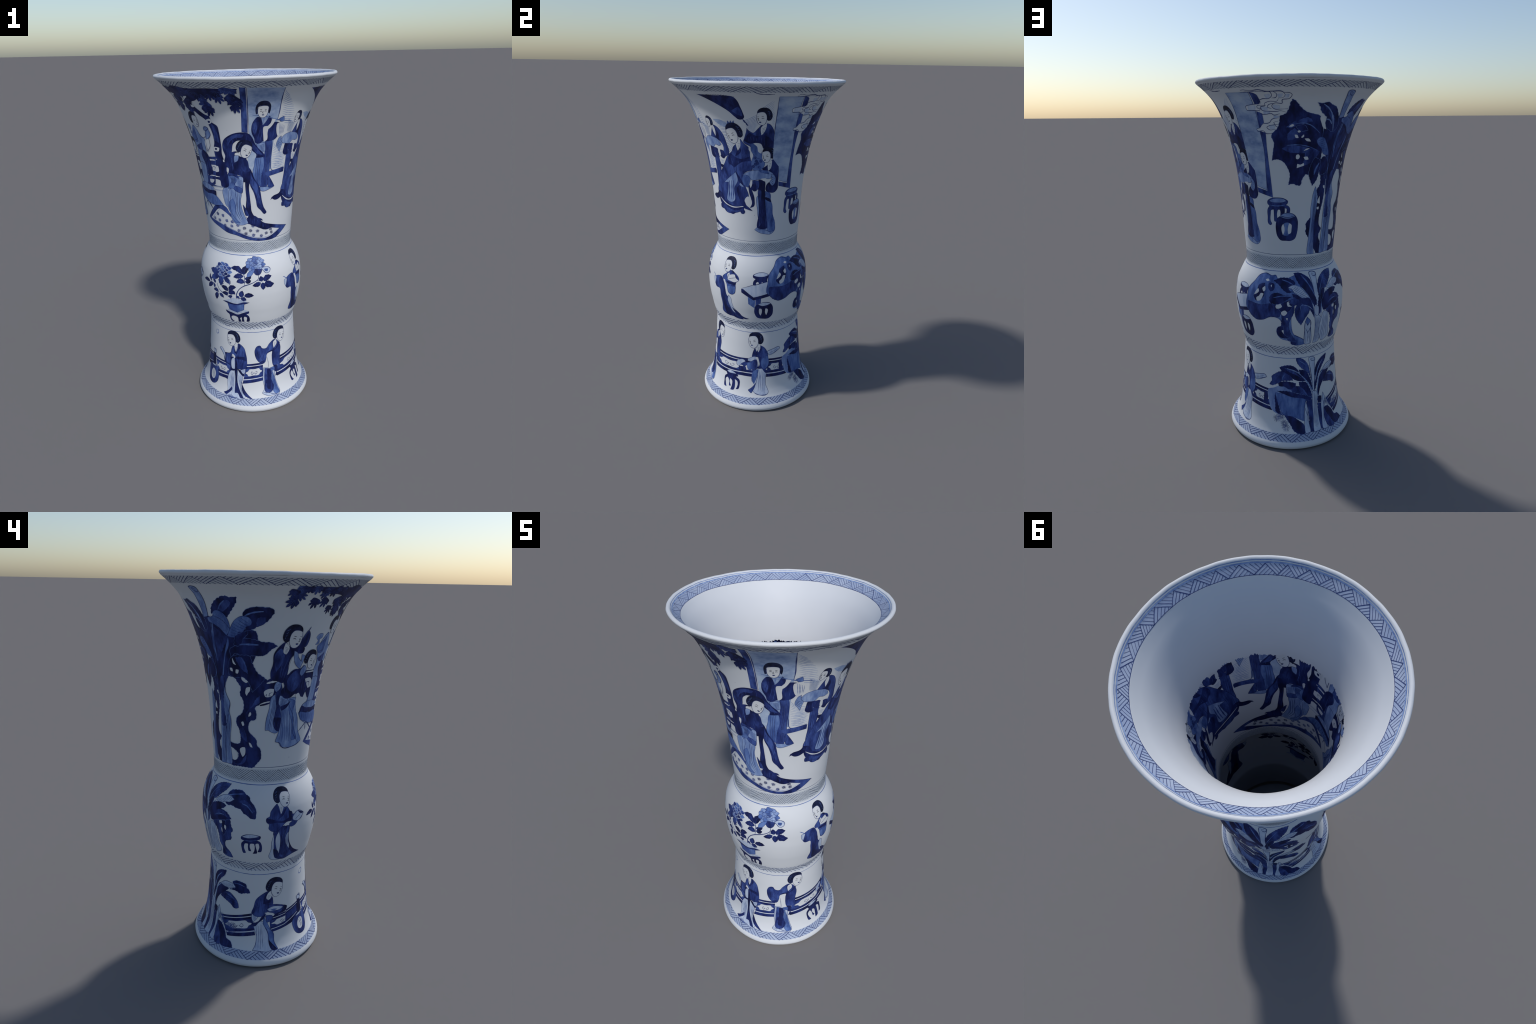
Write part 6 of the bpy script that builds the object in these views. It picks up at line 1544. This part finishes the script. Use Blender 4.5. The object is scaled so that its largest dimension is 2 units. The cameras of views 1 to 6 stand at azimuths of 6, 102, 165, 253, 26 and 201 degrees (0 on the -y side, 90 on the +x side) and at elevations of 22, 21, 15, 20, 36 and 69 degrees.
m.fill("cobalt", [(206.3,85.7), (213.0,87.9), (219.4,86.8), (222.5,84.5), (215.0,85.1), (208.3,84.3)])
m.line(3.2, [(205.9,83.8), (211.7,85.4), (217.7,85.7)], "wash")
m.fill("navy", [(196.5,89.0), (200.1,92.7), (202.1,92.4), (201.2,89.2), (196.4,85.5)])
m.fill("haze", [(200.8,79.5), (205.5,78.7), (207.5,74.2), (208.7,69.0), (211.1,63.4), (202.4,61.0), (197.1,66.3), (197.2,74.2)])
m.hatch(4, 1.8, [(200.0,77.5), (205.3,77.5)], [(197.2,61.0), (208.9,62.9)], "cobalt")

m = Motif("reading_lady", bulb)
m.fill("cobalt", [(266.6,79.3), (274.5,81.5), (281.9,81.1), (281.9,76.4), (283.7,71.5), (289.6,66.5), (299.8,63.2), (291.3,62.9), (287.2,62.3), (279.7,61.1), (269.1,63.2), (267.5,68.1), (267.1,74.8)])
m.fill("haze", [(265.4,73.8), (267.1,77.8), (268.6,65.9), (269.8,62.9), (275.2,61.3), (265.9,61.9), (263.7,63.3), (265.0,67.8)])
m.fill("haze", [(269.4,76.5), (271.6,78.9), (273.4,75.1), (273.6,64.6), (270.7,68.2)])
m.fill("haze", [(279.8,76.6), (281.6,77.9), (282.6,71.7), (288.2,65.9), (283.4,67.9)])
m.fill("navy", [(273.9,81.6), (279.8,81.3), (278.4,76.8), (280.9,68.7), (283.2,64.2), (277.4,63.8), (274.4,69.5), (273.7,77.3)])
m.fill("navy", [(267.4,68.5), (270.8,67.8), (275.4,63.2), (280.6,61.0), (269.8,63.1)])
m.fill("navy", [(283.9,71.1), (290.7,65.9), (299.8,63.2), (289.9,64.0), (285.6,66.4)])
m.hatch(5, 2.0, [(274.6,80.8), (279.2,80.3)], [(278.6,62.4), (287.0,62.8)], "cobalt")
m.fill("cobalt", [(269.6,93.4), (272.5,91.1), (277.9,91.9), (282.4,88.9), (284.4,86.7), (285.2,83.5), (279.0,83.5), (274.5,81.5), (269.7,79.1), (266.7,78.9), (261.8,80.6), (261.6,83.3), (259.8,84.1), (259.7,86.5), (262.0,87.1), (263.2,89.6)])
m.fill("navy", [(268.9,93.1), (270.6,90.6), (274.3,87.7), (277.7,90.7), (279.1,90.9), (275.6,87.6), (269.3,85.1), (271.7,87.2), (269.9,90.0)])
m.fill("navy", [(259.7,86.5), (268.7,85.1), (276.3,84.5), (283.0,86.2), (284.5,84.3), (275.1,83.2), (268.8,83.7), (261.6,83.7), (259.5,84.4)])
m.fill("navy", [(281.0,89.1), (283.8,88.8), (285.2,84.6), (282.3,84.9)])
m.fill("cobalt", [(285.1,87.0), (287.3,87.0), (286.7,83.6), (291.4,82.6), (288.5,80.9), (282.6,80.7), (281.8,82.2), (284.5,83.2)])
m.fill("white", [(276.4,82.4), (282.4,83.1), (281.1,81.9), (277.1,81.6)])
m.fill("haze", [(285.8,85.9), (291.3,88.2), (298.0,86.1), (297.2,84.5), (292.2,82.8), (286.7,83.5), (285.2,84.9)])
m.line(1.8, [(285.8,85.9), (291.3,88.2), (299.0,86.0), (296.3,84.3), (292.2,82.8), (286.7,83.5)])
m.line(1.6, [(288.2,83.8), (294.5,86.0)])
m.fill("navy", [(291.3,88.3), (299.0,86.3), (297.1,85.9), (293.7,86.6)])
m.fill("white", [(271.1,92.4), (275.9,92.1), (274.3,89.3), (273.0,88.1)])
m.hatch(5, 1.4, [(271.3,92.1), (272.7,89.1)], [(275.9,91.8), (274.3,89.3)], "ink")
m.head(276.6, 95.2, 7.9, "R", 0)

m = Motif("four_leg_stool", bulb)
m.fill("navy", [(235.8,75.3), (238.9,76.8), (244.3,77.5), (249.6,77.3), (254.7,76.3), (253.9,74.8), (250.9,74.2), (254.0,73.3), (255.9,71.0), (255.0,66.9), (252.1,66.9), (253.5,70.5), (252.2,72.3), (250.4,72.1), (251.2,66.0), (247.1,65.7), (248.7,67.6), (248.0,72.0), (245.0,71.9), (244.3,70.2), (245.8,67.3), (243.6,67.3), (242.5,70.1), (242.5,71.9), (240.0,71.9), (238.7,69.8), (240.0,65.8), (238.0,65.6), (236.1,69.2), (236.3,72.0), (238.9,73.6), (236.1,74.2)])
m.fill("haze", [(236.7,75.6), (240.7,76.9), (245.5,77.4), (250.2,77.0), (253.5,76.3), (248.5,75.6), (241.9,75.1)])
m.line(2.5, [(238.9,73.6), (245.0,73.6), (251.2,74.2)], "wash")

m = Motif("garden_rock", foot, leafy=True)
m.fill("mist", [(138.3,32.4), (145.3,33.8), (151.2,35.3), (161.2,34.9), (175.3,33.2), (182.5,30.2), (183.0,26.5), (179.6,13.9), (169.1,16.5), (161.1,18.0), (154.4,18.1), (146.0,19.3), (142.2,21.0), (139.6,25.1)])
m.fill("wash", [(146.9,31.0), (161.2,30.2), (182.3,27.3), (180.3,20.2), (178.3,14.4), (169.1,16.9), (157.1,18.2), (151.4,24.0), (148.4,28.2)])
m.fill("navy", [(146.9,31.0), (149.2,26.8), (152.2,21.6), (154.4,18.1), (148.8,19.2), (147.1,24.4), (146.2,28.4)])
m.fill("navy", [(157.8,17.9), (166.5,17.3), (173.0,15.0), (178.1,12.7), (180.0,8.6), (178.1,7.7), (172.1,8.1), (167.4,9.8), (165.0,12.2), (161.1,15.2)])
m.fill("cobalt", [(183.0,26.5), (190.6,25.7), (191.2,18.3), (189.2,8.0), (185.3,8.2), (185.5,15.4), (184.7,20.9)])
m.fill("cobalt", [(197.6,22.8), (202.8,21.6), (201.9,14.8), (200.5,7.5), (196.9,8.7), (197.3,13.8)])
m.floret(149.7, 16.0, 2.6)
m.floret(154.4, 17.4, 2.5)
m.floret(157.9, 13.4, 2.6)
m.floret(159.9, 11.0, 2.6)

m = Motif("plantain", foot, leafy=True)
m.fill("haze", [(191.9,31.0), (196.8,30.0), (196.8,23.0), (197.3,13.8), (196.3,7.9), (189.1,7.8), (190.5,14.8), (190.4,23.9)])
m.hatch(4, 1.8, [(192.6,29.8), (196.8,29.3)], [(190.2,8.5), (195.6,8.0)], "cobalt")
m.fill("haze", [(182.2,25.8), (184.2,22.7), (185.3,19.7), (184.5,13.8), (184.5,8.0), (180.0,7.8), (180.2,15.9), (180.8,22.0)])
m.line(1.8, [(182.2,25.8), (184.1,22.0), (183.0,13.6)])
m.line(1.8, [(185.3,19.7), (183.5,16.3)])
m.line(1.8, [(181.2,21.9), (183.5,17.0)])
m.fill("haze", [(205.9,28.1), (208.4,24.6), (207.1,19.3), (205.7,13.0), (204.9,7.4), (199.9,7.7), (201.9,14.8), (202.4,22.0)])
m.line(1.8, [(204.8,27.2), (205.7,19.5), (203.1,10.5)])
m.line(1.8, [(208.3,24.3), (205.8,20.3)])
m.fill("haze", [(187.5,51.3), (191.6,51.6), (195.9,50.4), (195.2,47.2), (195.2,39.8), (193.5,30.8), (191.9,31.4), (190.2,40.4), (188.1,48.0)])
m.line(2.0, [(187.1,51.3), (188.5,47.2), (190.6,40.4), (191.9,31.4)])
m.line(2.0, [(195.8,49.3), (195.0,43.6), (193.6,31.2)])
m.line(2.0, [(187.1,51.3), (191.6,51.6), (195.9,50.4), (194.9,49.1), (190.3,49.9), (190.7,50.7), (193.3,50.3)])
m.fill("navy", [(195.9,37.5), (195.4,43.5), (198.3,46.8), (204.3,49.3), (214.7,50.8), (213.1,48.3), (205.9,44.2), (200.7,40.2), (197.4,35.1), (194.3,30.3), (193.9,34.5)])
m.line(4.0, [(207.3,48.1), (200.9,44.6), (197.9,40.9), (196.3,37.5)], "haze")
m.fill("cobalt", [(171.5,51.7), (175.9,51.9), (181.9,50.3), (186.5,47.0), (188.6,42.4), (190.0,38.2), (185.5,43.1), (178.0,45.9), (172.9,49.3)])
m.line(3.0, [(175.9,50.3), (183.3,47.3), (187.1,43.3)], "wash")
m.fill("navy", [(151.8,46.3), (158.4,47.6), (167.1,47.5), (172.1,45.8), (174.9,43.8), (172.7,43.2), (180.0,40.6), (182.9,37.8), (178.4,37.8), (170.5,38.9), (165.5,40.4), (158.4,42.5), (154.0,44.6)])
m.fill("cobalt", [(157.0,46.5), (164.1,45.5), (174.2,42.0), (180.0,39.1), (171.3,41.8), (161.3,44.4)])
m.line(4.5, [(160.6,46.0), (169.9,44.4), (177.1,41.9), (183.7,37.8), (188.9,33.2), (191.7,29.2)], "haze")
m.fill("navy", [(175.0,44.9), (183.2,44.0), (187.7,40.0), (190.6,35.2), (191.9,31.4), (187.5,35.6), (182.3,39.3), (175.7,43.1)])
m.fill("cobalt", [(146.6,42.3), (154.0,44.0), (161.2,42.6), (166.2,40.8), (167.6,38.9), (161.2,38.6), (155.5,38.4), (148.2,36.2), (141.4,35.1), (139.8,35.5), (142.8,38.7), (142.0,39.7)])
m.line(3.0, [(158.4,42.4), (155.8,40.6), (154.8,38.4)], "wash")
m.hatch(8, 1.4, [(146.6,42.0), (141.4,35.6)], [(155.5,41.0), (149.7,36.7)], "navy")
m.fill("navy", [(150.4,36.7), (156.9,38.1), (164.0,37.9), (171.1,36.7), (168.9,33.8), (164.0,33.3), (157.6,34.9), (151.2,35.3)])
m.fill("navy", [(174.8,37.3), (182.9,37.1), (187.3,33.4), (190.1,29.4), (190.2,26.4), (183.9,28.6), (178.9,32.7), (175.4,35.4)])
m.fill("cobalt", [(166.8,33.9), (174.0,35.1), (179.7,33.3), (185.4,28.8), (175.2,30.7), (166.1,32.4)])
m.hatch(5, 1.4, [(168.2,33.5), (179.0,33.0)], [(172.4,31.2), (183.9,29.0)], "navy")
m.fill("navy", [(149.0,31.9), (159.8,32.4), (171.7,30.8), (182.4,29.1), (189.9,26.9), (189.0,25.9), (177.9,27.6), (165.3,28.8), (156.9,30.5)])
m.fill("navy", [(198.2,26.8), (202.7,26.4), (202.0,22.5), (198.5,23.0)])
m.fill("navy", [(204.7,41.4), (218.8,40.6), (215.8,39.1), (211.8,37.2), (207.0,35.0), (202.6,32.1), (199.1,26.7), (198.0,32.0), (200.4,37.6)])
m.line(4.0, [(207.8,41.7), (201.5,38.9), (198.7,34.2), (197.1,28.5)], "haze")
m.fill("haze", [(206.3,41.8), (213.5,44.4), (221.0,44.6), (225.3,44.1), (227.8,42.6), (218.5,41.3), (211.8,41.0)])
m.hatch(7, 1.4, [(207.4,42.2), (222.7,44.5)], [(213.8,41.0), (227.0,42.5)], "cobalt")
m.fill("navy", [(223.5,45.4), (227.5,46.7), (234.6,46.6), (240.7,45.1), (240.7,44.0), (243.7,42.6), (244.5,40.8), (238.7,40.4), (234.3,39.7), (227.9,40.7), (219.5,40.5), (227.8,42.6)])
m.line(3.0, [(226.0,45.0), (232.4,45.1), (238.5,44.2)], "wash")
m.fill("cobalt", [(207.4,34.5), (212.2,37.6), (219.7,38.6), (225.8,36.9), (230.0,34.8), (231.9,30.9), (227.3,30.2), (222.2,32.1), (214.8,33.4)])
m.line(2.6, [(214.2,37.6), (221.6,36.6), (226.8,35.2)], "wash")
m.hatch(8, 1.4, [(210.5,35.6), (225.6,31.5)], [(217.9,37.9), (231.0,33.1)], "navy")

m = Motif("garden_rock", foot, leafy=True)
m.fill("cobalt", [(205.8,18.3), (212.8,15.8), (215.3,11.0), (215.0,7.4), (207.8,7.6), (204.9,12.0)])
m.fill("navy", [(205.7,18.7), (210.9,18.8), (215.3,16.8), (218.7,14.2), (220.6,11.7), (226.6,10.5), (229.4,7.9), (224.0,7.6), (216.6,7.5), (211.6,11.9), (208.2,15.1)])
m.floret(211.0, 22.0, 2.6)
m.floret(215.4, 19.9, 2.6)
m.floret(222.4, 19.0, 2.6)
m.floret(225.9, 17.4, 2.6)
m.floret(221.3, 16.9, 2.7)
m.floret(226.4, 19.4, 2.6)
m.floret(224.7, 16.1, 2.7)

m = Motif("leaning_lady", foot)
m.fill("haze", [(250.3,22.8), (256.4,24.4), (262.0,23.1), (264.7,18.1), (265.8,12.7), (268.3,8.5), (263.8,7.7), (255.4,8.2), (249.3,8.4), (251.6,10.8), (252.7,15.5)])
m.fill("wash", [(260.5,27.3), (263.3,24.2), (267.5,19.4), (270.9,16.1), (271.1,12.2), (274.0,8.3), (269.4,7.9), (265.8,12.7), (264.7,18.1), (259.9,22.8)])
m.line(2.0, [(259.2,23.2), (264.7,17.0), (265.8,12.3), (268.8,8.2)])
m.line(2.0, [(264.0,20.7), (270.9,16.5), (271.1,11.9), (274.0,8.3)])
m.hatch(4, 1.7, [(252.4,22.1), (259.2,22.8)], [(251.1,9.0), (260.3,8.9)], "cobalt")
m.fill("navy", [(265.2,13.7), (269.5,10.8), (274.0,8.1), (268.2,8.2), (265.6,10.8)])
m.fill("navy", [(248.2,23.5), (252.4,23.6), (259.1,27.7), (262.6,29.1), (261.2,26.5), (255.1,23.6), (250.4,21.3), (248.3,22.0)])
m.fill("haze", [(247.6,28.8), (250.8,28.5), (253.6,26.7), (248.9,23.9), (247.4,25.8)])
m.hatch(5, 1.3, [(247.7,28.0), (248.5,24.7)], [(251.1,28.0), (253.3,26.3)], "cobalt")
m.fill("cobalt", [(265.9,41.9), (269.0,39.0), (270.5,36.6), (270.1,33.6), (263.2,32.5), (264.0,29.1), (259.1,27.4), (253.6,27.0), (247.3,29.2), (249.2,32.6), (251.8,37.2), (257.4,39.9)])
m.fill("navy", [(264.5,41.6), (266.7,41.8), (263.8,38.9), (263.2,36.3), (267.5,36.8), (269.7,38.5), (270.5,37.3), (267.5,35.3), (259.6,34.5), (260.3,37.9)])
m.fill("navy", [(246.9,29.1), (249.2,32.6), (250.7,31.2), (248.7,28.8)])
m.fill("cobalt", [(261.8,34.1), (272.7,33.7), (283.0,32.0), (288.2,30.4), (287.2,29.4), (282.1,29.1), (278.8,28.0), (273.5,27.5), (271.2,28.5), (264.0,30.2)])
m.fill("haze", [(264.0,31.3), (269.0,32.5), (276.6,32.3), (283.0,31.1), (279.7,30.2), (272.0,30.0), (266.1,30.1)])
m.fill("wash", [(267.6,30.7), (271.2,31.2), (275.8,30.7), (270.5,30.1)])
m.fill("navy", [(283.9,31.9), (288.2,30.6), (287.2,29.0), (275.0,27.0), (270.5,25.9), (272.0,27.3), (282.1,29.5)])
m.fill("white", [(261.2,29.2), (265.4,29.4), (270.5,27.4), (265.4,27.8)])
m.fill("cobalt", [(261.9,27.6), (269.8,27.1), (270.5,25.5), (264.1,23.4)])
m.fill("white", [(264.5,40.4), (267.0,41.8), (269.3,39.3), (265.3,36.9), (263.5,37.4)])
m.hatch(4, 1.4, [(264.5,40.0), (263.9,37.4)], [(268.9,39.6), (265.7,37.3)], "ink")
m.head(273.8, 42.8, 8.7, "R", -12)

m = Motif("railing_finial", foot)
m.fill("navy", [(304.5,31.6), (310.5,30.0), (309.1,22.3), (303.3,22.7)], sharp=True)
m.fill("haze", [(303.3,33.0), (306.6,33.4), (310.7,31.6), (307.7,30.8), (304.5,31.6)])
m.line(2.0, [(303.9,32.1), (304.0,33.3), (308.0,33.1), (310.7,31.6), (307.7,30.8)])
for motif in Motif.all:
    motif.build()
